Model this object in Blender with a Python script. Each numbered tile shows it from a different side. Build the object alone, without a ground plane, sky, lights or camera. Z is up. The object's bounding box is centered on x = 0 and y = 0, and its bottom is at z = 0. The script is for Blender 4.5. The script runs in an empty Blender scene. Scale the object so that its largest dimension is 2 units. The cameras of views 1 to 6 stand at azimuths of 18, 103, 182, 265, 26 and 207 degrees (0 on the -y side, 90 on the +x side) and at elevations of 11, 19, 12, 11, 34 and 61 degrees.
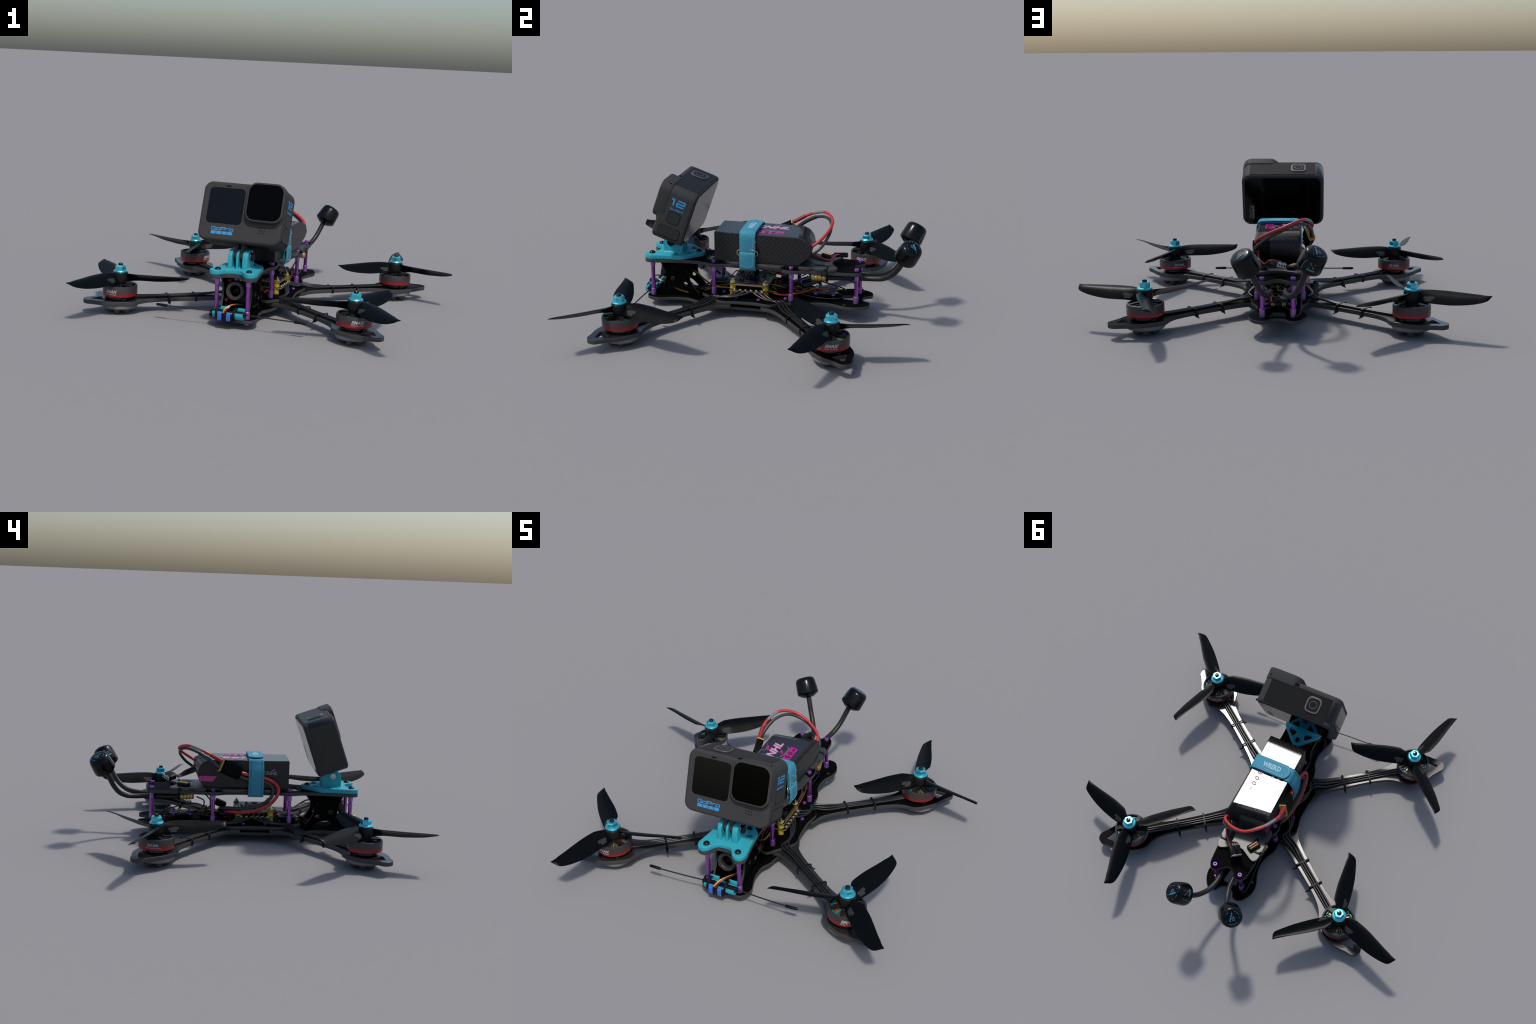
# Five-inch style racing quadcopter with action camera, strapped battery and twin antennas.
import bpy, bmesh, math, random
from mathutils import Vector, Matrix
from math import sin, cos, pi, radians, sqrt, atan2

random.seed(11)
CX, CY = 0.0085, -0.014            # centre of the airframe
SC = bpy.context.scene.collection

# ------------------------------------------------------------------ materials
def nodes_of(m):
    m.use_nodes = True
    return m.node_tree.nodes, m.node_tree.links

def rgba(c):
    return (c[0], c[1], c[2], 1.0) if not isinstance(c, (int, float)) else (c, c, c, 1.0)

def material(name, col, rough=0.5, metal=0.0, spec=0.5, var=0.0, vscale=60.0,
             checker=None, bump=0.0, bscale=300.0, coat=0.0):
    """checker = (cell, second colour, second roughness, rotation about z in degrees)"""
    m = bpy.data.materials.new(name)
    N, L = nodes_of(m)
    b = N["Principled BSDF"]
    b.inputs["Roughness"].default_value = rough
    b.inputs["Metallic"].default_value = metal
    b.inputs["Specular IOR Level"].default_value = spec
    b.inputs["Base Color"].default_value = rgba(col)
    if coat:
        b.inputs["Coat Weight"].default_value = coat
        b.inputs["Coat Roughness"].default_value = 0.1
    tc = N.new("ShaderNodeTexCoord")
    out = None
    if checker:
        cell, col2, rough2, rot = checker
        mp = N.new("ShaderNodeMapping")
        mp.inputs["Rotation"].default_value = (0, 0, radians(rot))
        mp.inputs["Location"].default_value = (0.0013, 0.0021, 0.0037)
        L.new(tc.outputs["Object"], mp.inputs["Vector"])
        ck = N.new("ShaderNodeTexChecker")
        ck.inputs["Scale"].default_value = 1.0 / cell
        ck.inputs["Color1"].default_value = rgba(col)
        ck.inputs["Color2"].default_value = rgba(col2)
        L.new(mp.outputs["Vector"], ck.inputs["Vector"])
        out = ck.outputs["Color"]
        mr = N.new("ShaderNodeMapRange")
        mr.inputs["To Min"].default_value = rough2
        mr.inputs["To Max"].default_value = rough
        L.new(ck.outputs["Fac"], mr.inputs["Value"])
        L.new(mr.outputs["Result"], b.inputs["Roughness"])
    if var:
        nz = N.new("ShaderNodeTexNoise")
        nz.inputs["Scale"].default_value = vscale
        nz.inputs["Detail"].default_value = 4
        L.new(tc.outputs["Object"], nz.inputs["Vector"])
        mr = N.new("ShaderNodeMapRange")
        mr.inputs["From Min"].default_value = 0.3
        mr.inputs["From Max"].default_value = 0.7
        mr.inputs["To Min"].default_value = 1 - var
        mr.inputs["To Max"].default_value = 1 + var
        L.new(nz.outputs["Fac"], mr.inputs["Value"])
        mx = N.new("ShaderNodeMix"); mx.data_type = 'RGBA'; mx.blend_type = 'MULTIPLY'
        mx.inputs["Factor"].default_value = 1.0
        if out: L.new(out, mx.inputs["A"])
        else: mx.inputs["A"].default_value = rgba(col)
        L.new(mr.outputs["Result"], mx.inputs["B"])
        out = mx.outputs["Result"]
    if out: L.new(out, b.inputs["Base Color"])
    if bump:
        nz = N.new("ShaderNodeTexNoise")
        nz.inputs["Scale"].default_value = bscale
        nz.inputs["Detail"].default_value = 3
        L.new(tc.outputs["Object"], nz.inputs["Vector"])
        bp = N.new("ShaderNodeBump")
        bp.inputs["Strength"].default_value = bump
        bp.inputs["Distance"].default_value = 0.002
        L.new(nz.outputs["Fac"], bp.inputs["Height"])
        L.new(bp.outputs["Normal"], b.inputs["Normal"])
    return m

MAT = dict(
    arm=material("carbon_weave_gloss", 0.012, 0.21, 0, 0.9, 0.25, 160, (0.0070, 0.024, 0.26, 45)),
    arm_shaded=material("carbon_weave_shaded", 0.002, 0.4, 0, 0.02, 0.4, 160, (0.0085, 0.005, 0.45, 45)),  # darker copy of the weave: one arm's black shading put into the colour
    arm_edge=material("carbon_cut_edge", 0.050, 0.55, 0, 0.3, 0.3, 220),
    plate=material("carbon_matte", 0.0022, 0.45, 0, 0.006, 0.6, 320, (0.006, 0.0042, 0.5, 45)),
    plate_edge=material("carbon_plate_edge", 0.050, 0.55, 0, 0.3, 0.25, 240),
    pad=material("rubber_pad", 0.045, 0.42, 0, 0.5, 0.12, 150, (0.0035, 0.036, 0.34, 45)),
    foot=material("printed_foot", 0.19, 0.6, 0, 0.3, 0.1, 90),
    foot_dark=material("printed_foot_lower", 0.07, 0.6, 0, 0.3, 0.1, 90),
    cyan=material("cyan_printed_plastic", (0.032, 0.36, 0.44), 0.5, 0, 0.3, 0.05, 200, bump=0.08, bscale=500),
    strap=material("cyan_strap_fabric", (0.046, 0.255, 0.36), 0.65, 0, 0.25, 0.07, 120, bump=0.15, bscale=700),
    stitch=material("pale_thread", (0.42, 0.46, 0.47), 0.7),
    strap_print=material("strap_print", (0.30, 0.50, 0.60), 0.6),
    strap_print_faint=material("strap_print_faint", (0.08, 0.34, 0.48), 0.62),
    purple=material("purple_anodised", (0.38, 0.11, 0.52), 0.26, 0.9, 0.5, 0.04, 80),
    purple_sleeve=material("purple_anodised_sleeve", (0.42, 0.18, 0.52), 0.45, 0.7, 0.5, 0.05, 80),
    nut=material("cyan_anodised", (0.10, 0.60, 0.70), 0.24, 0.75, 0.5),
    steel_dark=material("dark_steel", 0.02, 0.18, 0.6, 0.6),
    steel=material("bright_steel", 0.6, 0.2, 1.0),
    gold=material("gold_connector", (0.50, 0.33, 0.11), 0.35, 0.8, 0.5, 0.25, 150),
    brass_ring=material("brass_ring", (0.55, 0.42, 0.22), 0.22, 1.0),
    black=material("black_plastic", 0.005, 0.45, 0, 0.2, 0.2, 90),
    black_soft=material("black_heat_shrink", 0.0015, 0.55, 0, 0.08),
    dark_grey=material("dark_grey_plastic", 0.028, 0.5, 0, 0.4, 0.12, 90),
    wire=material("black_wire", 0.014, 0.3, 0, 0.5, 0.2, 60),
    red=material("red_wire", (0.46, 0.028, 0.03), 0.38, 0, 0.5, 0.06, 60),
    red_dark=material("red_sleeve", (0.30, 0.014, 0.016), 0.42, 0, 0.4),
    grey_band=material("grey_wire_band", 0.20, 0.35, 0, 0.5),
    black_lead=material("dark_lead", 0.030, 0.36, 0, 0.5, 0.15, 60),
    yellow=material("yellow_rubber", (0.52, 0.40, 0.03), 0.5, 0, 0.4, 0.06, 90),
    yellow_wire=material("yellow_wire", (0.55, 0.42, 0.02), 0.4),
    white=material("white_plastic", 0.5, 0.45),
    amber=material("amber_plastic", (0.45, 0.26, 0.05), 0.45, 0, 0.4),
    blue=material("blue_clip", (0.04, 0.14, 0.50), 0.5),
    green=material("green_circuit", (0.01, 0.10, 0.075), 0.45),
    board=material("black_circuit", 0.006, 0.4, 0, 0.4, 0.4, 200),
    board_edge=material("board_edge", (0.22, 0.18, 0.10), 0.5),
    chip=material("grey_chip", (0.03, 0.036, 0.05), 0.35),
    cam=material("camera_shell", 0.046, 0.6, 0, 0.10, 0.06, 300, bump=0.10, bscale=900),
    cam_top=material("camera_top", 0.016, 0.34, 0, 0.06, 0.1, 200),  # shell grey darkened: shade on the camera's top put into the colour
    cam_side=material("camera_door", 0.010, 0.20, 0, 0.5, 0.08, 120),
    cam_btn=material("camera_button", 0.022, 0.5, 0, 0.35),
    cam_rim=material("camera_button_rim", 0.10, 0.4, 0.3, 0.5),
    glass=material("black_glass", 0.0004, 0.06, 0, 0.08),
    glass_blue=material("screen_glass", (0.001, 0.0012, 0.002), 0.04, 0, 0.30),
    rear_glass=material("rear_screen_glass", (0.0008, 0.0008, 0.001), 0.10, 0, 0.25),
    logo=material("blue_print", (0.035, 0.27, 0.56), 0.5),
    grey_print=material("grey_print", 0.16, 0.5),
    white_print=material("white_print", 0.42, 0.5),
    side_print=material("pale_print", 0.22, 0.5),
    magenta=material("magenta_print", (0.44, 0.012, 0.22), 0.24, 0, 0.8),
    batt_white=material("white_gloss_print", 0.42, 0.24, 0, 0.8),
    batt=material("carbon_pattern_wrap", 0.012, 0.30, 0, 0.35, 0.12, 120, (0.0135, 0.021, 0.40, 0)),
    batt_top=material("carbon_pattern_wrap_gloss", 0.010, 0.17, 0, 1.0, 0.12, 120, (0.0135, 0.022, 0.25, 0)),
    batt_end=material("shrink_wrap_end", 0.003, 0.45, 0, 0.15, 0.4, 60),
    copper=material("copper_winding", (0.36, 0.13, 0.04), 0.35, 0.7, 0.5, 0.2, 200),
    teal=material("teal_insulation", (0.015, 0.22, 0.24), 0.45),
    motor_dark=material("motor_dark", 0.012, 0.32, 0.2, 0.5),
    hub=material("propeller_hub", 0.014, 0.38, 0, 0.15),
    antenna=material("antenna_gloss", (0.002, 0.0025, 0.0035), 0.2, 0, 0.25),
    antenna_mark=material("antenna_mark", (0.03, 0.30, 0.36), 0.4),
    antenna_mark_lilac=material("antenna_mark_lilac", (0.10, 0.11, 0.20), 0.4),
    pipe=material("antenna_stem", 0.013, 0.42, 0, 0.4, 0.3, 150, bump=0.1, bscale=500),
)

def bell_material():
    """grey shell fading to red at the lower rim, by height on the part"""
    m = bpy.data.materials.new("motor_bell_fade")
    N, L = nodes_of(m); b = N["Principled BSDF"]
    b.inputs["Roughness"].default_value = 0.36
    b.inputs["Metallic"].default_value = 0.35
    tc = N.new("ShaderNodeTexCoord"); sp = N.new("ShaderNodeSeparateXYZ")
    L.new(tc.outputs["Object"], sp.inputs["Vector"])
    mr = N.new("ShaderNodeMapRange")
    mr.inputs["From Min"].default_value = 0.095; mr.inputs["From Max"].default_value = 0.150
    L.new(sp.outputs["Z"], mr.inputs["Value"])
    cr = N.new("ShaderNodeValToRGB")
    e = cr.color_ramp.elements
    e[0].position = 0.0; e[0].color = (0.36, 0.018, 0.022, 1)
    e[1].position = 1.0; e[1].color = (0.045, 0.045, 0.048, 1)
    for p, c in ((0.18, (0.29, 0.018, 0.022, 1)), (0.34, (0.15, 0.026, 0.029, 1)), (0.52, (0.058, 0.046, 0.048, 1))):
        k = e.new(p); k.color = c
    L.new(mr.outputs["Result"], cr.inputs["Fac"]); L.new(cr.outputs["Color"], b.inputs["Base Color"])
    return m
MAT["bell"] = bell_material()

def blade_material():
    """black blade with a small matte grey moulded label near the root"""
    m = bpy.data.materials.new("propeller_black")
    N, L = nodes_of(m); b = N["Principled BSDF"]
    b.inputs["Roughness"].default_value = 0.30
    b.inputs["Specular IOR Level"].default_value = 0.05
    b.inputs["Base Color"].default_value = (0.003, 0.004, 0.005, 1)
    return m
MAT["blade"] = blade_material()
MAT["blade_label"] = material("propeller_label", 0.035, 0.6, 0, 0.1, 0.35, 500)

# ------------------------------------------------------------------ mesh helpers
def finish(me, mats, smooth=35):
    for m in (mats if isinstance(mats, (list, tuple)) else [mats]):
        me.materials.append(MAT[m] if isinstance(m, str) else m)
    for p in me.polygons: p.use_smooth = True
    if smooth is not None: me.set_sharp_from_angle(angle=radians(smooth))
    me.update()
    return me

def add(name, me, parent=None, matrix=None, kind=None):
    o = bpy.data.objects.new(name, me)
    SC.objects.link(o)
    if parent is not None:
        o.parent = parent
        o.matrix_parent_inverse = parent.matrix_basis.inverted() if parent.parent is None else \
            (parent.parent.matrix_basis @ parent.matrix_parent_inverse @ parent.matrix_basis).inverted()
    if matrix is not None: o.matrix_basis = matrix
    if kind: o["kind"] = kind
    return o

def from_bm(bm, name, mats, smooth=35):
    me = bpy.data.meshes.new(name)
    bmesh.ops.recalc_face_normals(bm, faces=bm.faces)
    bm.to_mesh(me); bm.free()
    return finish(me, mats, smooth)

def curve_mesh(cu, name):
    o = bpy.data.objects.new(name, cu); SC.objects.link(o)
    dg = bpy.context.evaluated_depsgraph_get()
    me = bpy.data.meshes.new_from_object(o.evaluated_get(dg))
    bpy.data.objects.remove(o); bpy.data.curves.remove(cu)
    me.materials.clear()
    return me

def prism(name, outline, h0, h1, mats, holes=(), bevel=0.0015, res=2, M=None, smooth=35):
    """closed 2-d outline (with holes) extruded from h0 to h1 with rounded rims; second material = walls"""
    cu = bpy.data.curves.new(name, 'CURVE'); cu.dimensions = '2D'; cu.fill_mode = 'BOTH'
    bevel = min(bevel, (h1 - h0) * 0.49)
    cu.extrude = (h1 - h0) / 2 - bevel; cu.bevel_depth = bevel; cu.bevel_resolution = res; cu.offset = -bevel
    for pts in [outline] + list(holes):
        s = cu.splines.new('POLY'); s.points.add(len(pts) - 1)
        for q, p in zip(s.points, pts): q.co = (p[0], p[1], 0, 1)
        s.use_cyclic_u = True
    me = curve_mesh(cu, name)
    me.transform(Matrix.Translation((0, 0, (h0 + h1) / 2)))
    bm = bmesh.new(); bm.from_mesh(me)
    bmesh.ops.remove_doubles(bm, verts=bm.verts, dist=1e-5)
    bmesh.ops.recalc_face_normals(bm, faces=bm.faces)
    if isinstance(mats, (list, tuple)) and len(mats) > 1:
        for f in bm.faces: f.material_index = 0 if abs(f.normal.z) > 0.75 else 1
    caps = [abs(f.normal.z) > 0.9995 for f in bm.faces]
    if M is not None: bmesh.ops.transform(bm, matrix=M, verts=bm.verts)
    bm.to_mesh(me); bm.free()
    finish(me, mats, smooth)
    for p, c in zip(me.polygons, caps):
        if c: p.use_smooth = False
    return me

ALONG_X = Matrix(((0, 0, 1, 0), (1, 0, 0, 0), (0, 1, 0, 0), (0, 0, 0, 1)))    # (y, z) outline, swept in x
ALONG_Y = Matrix(((1, 0, 0, 0), (0, 0, -1, 0), (0, 1, 0, 0), (0, 0, 0, 1)))   # (x, z) outline, swept in -y

def round_rect(x0, x1, y0, y1, r, n=6):
    P = []
    for cx, cy, a in ((x1 - r, y1 - r, 0), (x0 + r, y1 - r, 90), (x0 + r, y0 + r, 180), (x1 - r, y0 + r, 270)):
        for i in range(n + 1):
            t = radians(a + 90 * i / n); P.append((cx + r * cos(t), cy + r * sin(t)))
    return P

def fillet(pts, r, n=4):
    out = []; m = len(pts)
    for i in range(m):
        a, b, c = Vector(pts[i - 1]), Vector(pts[i]), Vector(pts[(i + 1) % m])
        d1, d2 = a - b, c - b
        rr = min(r, d1.length * 0.45, d2.length * 0.45)
        p, q = b + d1.normalized() * rr, b + d2.normalized() * rr
        for k in range(n + 1):
            t = k / n; out.append(tuple(p * (1 - t) ** 2 + b * 2 * t * (1 - t) + q * t * t))
    return out

def catmull(pts, n=6, closed=False):
    P = [Vector(p) for p in pts]; m = len(P); out = []
    for i in range(m if closed else m - 1):
        p1, p2 = P[i], P[(i + 1) % m]
        p0 = P[i - 1] if (closed or i > 0) else p1 * 2 - p2
        p3 = P[(i + 2) % m] if (closed or i + 2 < m) else p2 * 2 - p1
        for k in range(n):
            t = k / n
            out.append(0.5 * ((2 * p1) + (p2 - p0) * t + (2 * p0 - 5 * p1 + 4 * p2 - p3) * t * t + (3 * p1 - p0 - 3 * p2 + p3) * t ** 3))
    if not closed: out.append(P[-1])
    return out

def tube_bm(bm, path, r, seg=10, closed=False, mat=0):
    P = [Vector(p) for p in path]; m = len(P)
    R = r if isinstance(r, (list, tuple)) else [r] * m
    rings = []; up = None
    for i in range(m):
        a = P[i - 1] if (i > 0 or closed) else P[i]
        b = P[(i + 1) % m] if (i < m - 1 or closed) else P[i]
        t = (b - a).normalized()
        if up is None:
            up = Vector((0, 0, 1)) if abs(t.z) < 0.9 else Vector((1, 0, 0))
        up = (up - t * up.dot(t)).normalized()
        w = t.cross(up)
        rings.append([bm.verts.new(P[i] + (up * cos(2 * pi * k / seg) + w * sin(2 * pi * k / seg)) * R[i]) for k in range(seg)])
    for i in range(m if closed else m - 1):
        A, B = rings[i], rings[(i + 1) % m]
        for k in range(seg):
            f = bm.faces.new((A[k], A[(k + 1) % seg], B[(k + 1) % seg], B[k])); f.material_index = mat
    if not closed:
        for ring in (rings[0], rings[-1]):
            f = bm.faces.new(ring); f.material_index = mat

def tube(name, pts, r, mat, parent, n=6, seg=10, closed=False, raw=False, kind=None):
    bm = bmesh.new()
    path = pts if raw else catmull(pts, n, closed)
    tube_bm(bm, path, r, seg, closed)
    return add(name, from_bm(bm, name, mat, 50), parent, kind=kind)

def lathe_bm(bm, prof, seg=40, mat=0, M=None, cap=True):
    rings = []
    new = []
    for r, z in prof:
        ring = [bm.verts.new((r * cos(2 * pi * k / seg), r * sin(2 * pi * k / seg), z)) for k in range(seg)]
        rings.append(ring); new += ring
    for A, B in zip(rings, rings[1:]):
        for k in range(seg):
            f = bm.faces.new((A[k], A[(k + 1) % seg], B[(k + 1) % seg], B[k])); f.material_index = mat
    if cap:
        for ring in (rings[0], rings[-1]):
            f = bm.faces.new(ring); f.material_index = mat
    if M is not None: bmesh.ops.transform(bm, matrix=M, verts=new)

def lathe(name, prof, mat, seg=40, M=None, cap=True, smooth=35):
    bm = bmesh.new(); lathe_bm(bm, prof, seg, 0, M, cap)
    return from_bm(bm, name, mat, smooth)

def box_bm(bm, size, M, bevel=0.0, mat=0):
    d = bmesh.ops.create_cube(bm, size=1.0)
    vs = d["verts"]
    for v in vs: v.co = Vector((v.co.x * size[0], v.co.y * size[1], v.co.z * size[2]))
    fs = list({f for v in vs for f in v.link_faces})
    if bevel:
        es = list({e for v in vs for e in v.link_edges})
        g = bmesh.ops.bevel(bm, geom=es, offset=bevel, segments=2, affect='EDGES', profile=0.5)
        vs = list({v for f in g["faces"] for v in f.verts} | {v for v in vs if v.is_valid})
        fs = list({f for v in vs for f in v.link_faces})
    for f in fs: f.material_index = mat
    bmesh.ops.transform(bm, matrix=M, verts=vs)

def box(name, lo, hi, mat, parent, bevel=0.002, kind=None):
    bm = bmesh.new()
    c = [(a + b) / 2 for a, b in zip(lo, hi)]
    box_bm(bm, [b - a for a, b in zip(lo, hi)], Matrix.Translation(c), bevel)
    return add(name, from_bm(bm, name, mat), parent, kind=kind)

def frame(origin, ex, ey):
    ex = Vector(ex).normalized(); ey = Vector(ey); ey = (ey - ex * ey.dot(ex)).normalized(); ez = ex.cross(ey)
    return Matrix(((ex.x, ey.x, ez.x, origin[0]), (ex.y, ey.y, ez.y, origin[1]), (ex.z, ey.z, ez.z, origin[2]), (0, 0, 0, 1)))

def axis_frame(a, b):
    """z axis from a to b"""
    z = (Vector(b) - Vector(a)).normalized()
    x = Vector((0, 0, 1)).cross(z) if abs(z.z) < 0.95 else Vector((1, 0, 0))
    x.normalize(); y = z.cross(x)
    return Matrix(((x.x, y.x, z.x, a[0]), (x.y, y.y, z.y, a[1]), (x.z, y.z, z.z, a[2]), (0, 0, 0, 1)))

# ------------------------------------------------------------------ lettering
STROKES = {  # square technical letters drawn as single pen strokes in a unit cell
    'G': [[(1, 1), (0, 1), (0, 0), (1, 0), (1, .5), (.55, .5)]], 'o': [[(0, 0), (0, .72), (1, .72), (1, 0), (0, 0)]],
    'P': [[(0, -.1), (0, 1), (1, 1), (1, .42), (.12, .42)]], 'r': [[(0, 0), (0, .72), (1, .72)]],
    '1': [[(0, 1), (.35, 1), (.35, 0)]], '2': [[(0, 1), (1, 1), (1, .5), (0, .5), (0, 0), (1, 0)]],
    'B': [[(0, 0), (0, 1), (.9, 1), (.9, .5), (1, .5), (1, 0), (0, 0)]], 'L': [[(0, 1), (0, 0), (1, 0)]],
    'A': [[(0, 0), (0, 1), (1, 1), (1, 0)], [(.12, .42), (.88, .42)]], 'C': [[(1, 1), (0, 1), (0, 0), (1, 0)]],
    'K': [[(0, 0), (0, 1)], [(1, 1), (.2, .5), (1, 0)]],
    'X': [[(0, 0), (1, 1)], [(0, 1), (.42, .58)], [(.58, .42), (1, 0)]],
}
def stroke_quads(line, w):
    """mitred strip along a polyline: list of quads"""
    P = [Vector(p) for p in line]; closed = (P[0] - P[-1]).length < 1e-6
    if closed: P = P[:-1]
    m = len(P); L, R = [], []
    for i in range(m):
        d1 = (P[i] - P[i - 1]).normalized() if (i > 0 or closed) else None
        d2 = (P[(i + 1) % m] - P[i]).normalized() if (i < m - 1 or closed) else None
        if d1 is None: d1 = d2
        if d2 is None: d2 = d1
        n1, n2 = Vector((-d1.y, d1.x)), Vector((-d2.y, d2.x))
        b = (n1 + n2).normalized(); k = w / 2 / max(0.35, b.dot(n1))
        L.append(P[i] + b * k); R.append(P[i] - b * k)
    return [(R[i], R[(i + 1) % m], L[(i + 1) % m], L[i]) for i in range(m if closed else m - 1)]

def polys_mesh(name, polys, mapping, mat, depth=0.0006):
    """thin raised print: each 2-d polygon becomes a low prism through mapping(x, y, height)"""
    bm = bmesh.new()
    for q in polys:
        t = [bm.verts.new(mapping(p[0], p[1], depth)) for p in q]
        d = [bm.verts.new(mapping(p[0], p[1], -0.0004)) for p in q]
        bm.faces.new(t)
        for i in range(len(q)):
            j = (i + 1) % len(q); bm.faces.new((t[i], d[i], d[j], t[j]))
    me = bpy.data.meshes.new(name); bm.to_mesh(me); bm.free()
    return finish(me, mat, 30)

def stroke_text(text, x0, y0, height, width, gap, pen, shear=0.0):
    """polygons of stroke letters, laid out from x0; width = cell width"""
    polys = []; x = x0
    for ch in text:
        wd = width * {'r': 0.72, '1': 0.55}.get(ch, 1)
        for line in STROKES[ch]:
            for q in stroke_quads([(x + p[0] * (width if ch == '1' else wd), y0 + p[1] * height) for p in line], pen):
                polys.append([(v.x + shear * (v.y - y0), v.y) for v in q])
        x += wd + gap
    return polys

def font_text(text, x0, y0, x1, y1, shear=0.0, bold=0.012):
    """polygons of built-in font letters fitted into a rectangle"""
    cu = bpy.data.curves.new("lettering", 'FONT'); cu.body = text; cu.resolution_u = 2; cu.shear = shear; cu.offset = bold
    me = curve_mesh(cu, "lettering")
    xs = [v.co.x for v in me.vertices]; ys = [v.co.y for v in me.vertices]
    sx = (x1 - x0) / (max(xs) - min(xs)); sy = (y1 - y0) / (max(ys) - min(ys))
    polys = [[(x0 + (me.vertices[i].co.x - min(xs)) * sx, y0 + (me.vertices[i].co.y - min(ys)) * sy) for i in p.vertices] for p in me.polygons]
    bpy.data.meshes.remove(me)
    return polys

def flat_map(M):
    return lambda x, y, h: M @ Vector((x, y, h))

# ------------------------------------------------------------------ the thing
root = bpy.data.objects.new("racing_quadcopter", None); SC.objects.link(root)
root["label"] = "black carbon racing drone with cyan mounts and action camera"
root["category"] = "drone"

# ------------------------------------------------------------------ arms
ARM_LO, ARM_HI = 0.052, 0.074
MOTORS = [(sx, sy, (CX + sx * 0.6425, CY + sy * 0.538)) for sx in (-1, 1) for sy in (-1, 1)]
# half outline of an arm: distance from the motor axis towards the body, half width
ARM_SIDE = [(-0.11, 0.068), (-0.07, 0.087), (-0.03, 0.096), (0.02, 0.101), (0.062, 0.096), (0.100, 0.066), (0.15, 0.046),
            (0.22, 0.037), (0.30, 0.035), (0.40, 0.037), (0.50, 0.042), (0.57, 0.055), (0.64, 0.085)]
ARM_TIP = [(-0.150, -0.054), (-0.178, -0.044), (-0.192, -0.022), (-0.192, 0.000), (-0.178, 0.022), (-0.150, 0.038)]
ARM_WINDOW = [(-0.156, -0.010), (-0.100, 0.032), (-0.090, 0.030), (-0.090, -0.040), (-0.100, -0.042)]

def arm_axes(sx, sy, m):
    m = Vector(m); a = (Vector((CX, CY)) - m).normalized()
    n = Vector((-a.y, a.x))
    if n.y * sy < 0: n = -n
    a = (a + 0.045 * n).normalized(); n = Vector((-a.y, a.x))
    if n.y * sy < 0: n = -n
    return m, a, n

def arm_point(ax, u, v, z):
    m, a, n = ax; p = m + a * u + n * v
    return Vector((p.x, p.y, z))

for sx, sy, m in MOTORS:
    ax = arm_axes(sx, sy, m)
    w2 = lambda u, v: tuple(arm_point(ax, u, v, 0).xy)
    loop = [w2(u, v) for u, v in ARM_SIDE] + [w2(u, -v) for u, v in reversed(ARM_SIDE)] + [w2(u, v) for u, v in ARM_TIP]
    loop = [tuple(p) for p in catmull(loop, 4, True)]
    if sx * sy < 0: pass
    win = fillet([w2(*p) for p in ARM_WINDOW], 0.007)
    arm = add("arm", prism("arm", loop, ARM_LO, ARM_HI, ["arm_shaded" if (sx > 0 and sy > 0) else "arm", "arm_edge"], [win], 0.0018), root)
    # three phase wires along the arm, fanning out to the speed controller
    for k in (-1, 0, 1):
        off = 0.013 * k
        ey = CY + 0.018 + (0.040 * sy + 0.030 * k * sy)
        ex = CX + sx * 0.118
        p1 = arm_point(ax, 0.60, 0.010 + off * 1.5, ARM_HI + 0.022)
        pts = [arm_point(ax, 0.055, off, ARM_HI + 0.016), arm_point(ax, 0.10, off, ARM_HI + 0.008), arm_point(ax, 0.26, off, ARM_HI + 0.006),
               arm_point(ax, 0.41, off, ARM_HI + 0.007), arm_point(ax, 0.52, off * 1.3, ARM_HI + 0.013 + 0.004 * k), p1,
               Vector((ex + sx * 0.045, (ey + p1.y) / 2, 0.104)), Vector((ex + sx * 0.012, ey, 0.125)), Vector((ex - sx * 0.012, ey, 0.131))]
        tube("motor_wire", pts, 0.0058, "wire", arm, 5, 8)
    # zip ties with their locking heads
    for u, hw in ((0.262, 0.0365), (0.415, 0.038)):
        sec = round_rect(-hw - 0.004, hw + 0.004, ARM_LO - 0.004, ARM_HI + 0.0125, 0.006, 3)
        inn = round_rect(-hw - 0.001, hw + 0.001, ARM_LO - 0.001, ARM_HI + 0.0095, 0.004, 3)
        M = Matrix.Identity(4)
        o = arm_point(ax, u, 0, 0)
        for r in range(2):
            M[r][0] = ax[2][r]; M[r][1] = 0; M[r][2] = ax[1][r]; M[r][3] = o[r]
        M[2][0] = 0; M[2][1] = 1; M[2][2] = 0; M[2][3] = 0
        tie = add("zip_tie", prism("zip_tie", sec, -0.005, 0.005, "black", [inn], 0.0008, 1, M), arm)
        hs = 1 if (sy > 0) else (-1 if u > 0.3 else 1)
        bm = bmesh.new()
        box_bm(bm, (0.012, 0.014, 0.014), frame(arm_point(ax, u, hs * (hw + 0.008), ARM_LO + 0.000), (ax[2].x, ax[2].y, 0), (0, 0, 1)), 0.002)
        box_bm(bm, (0.016, 0.003, 0.007), frame(arm_point(ax, u, hs * (hw + 0.018), ARM_LO - 0.006), (ax[2].x, ax[2].y, -0.3 * hs), (0, 0, 1)), 0.0)
        add("zip_tie_head", from_bm(bm, "zip_tie_head", "black"), arm)

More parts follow.
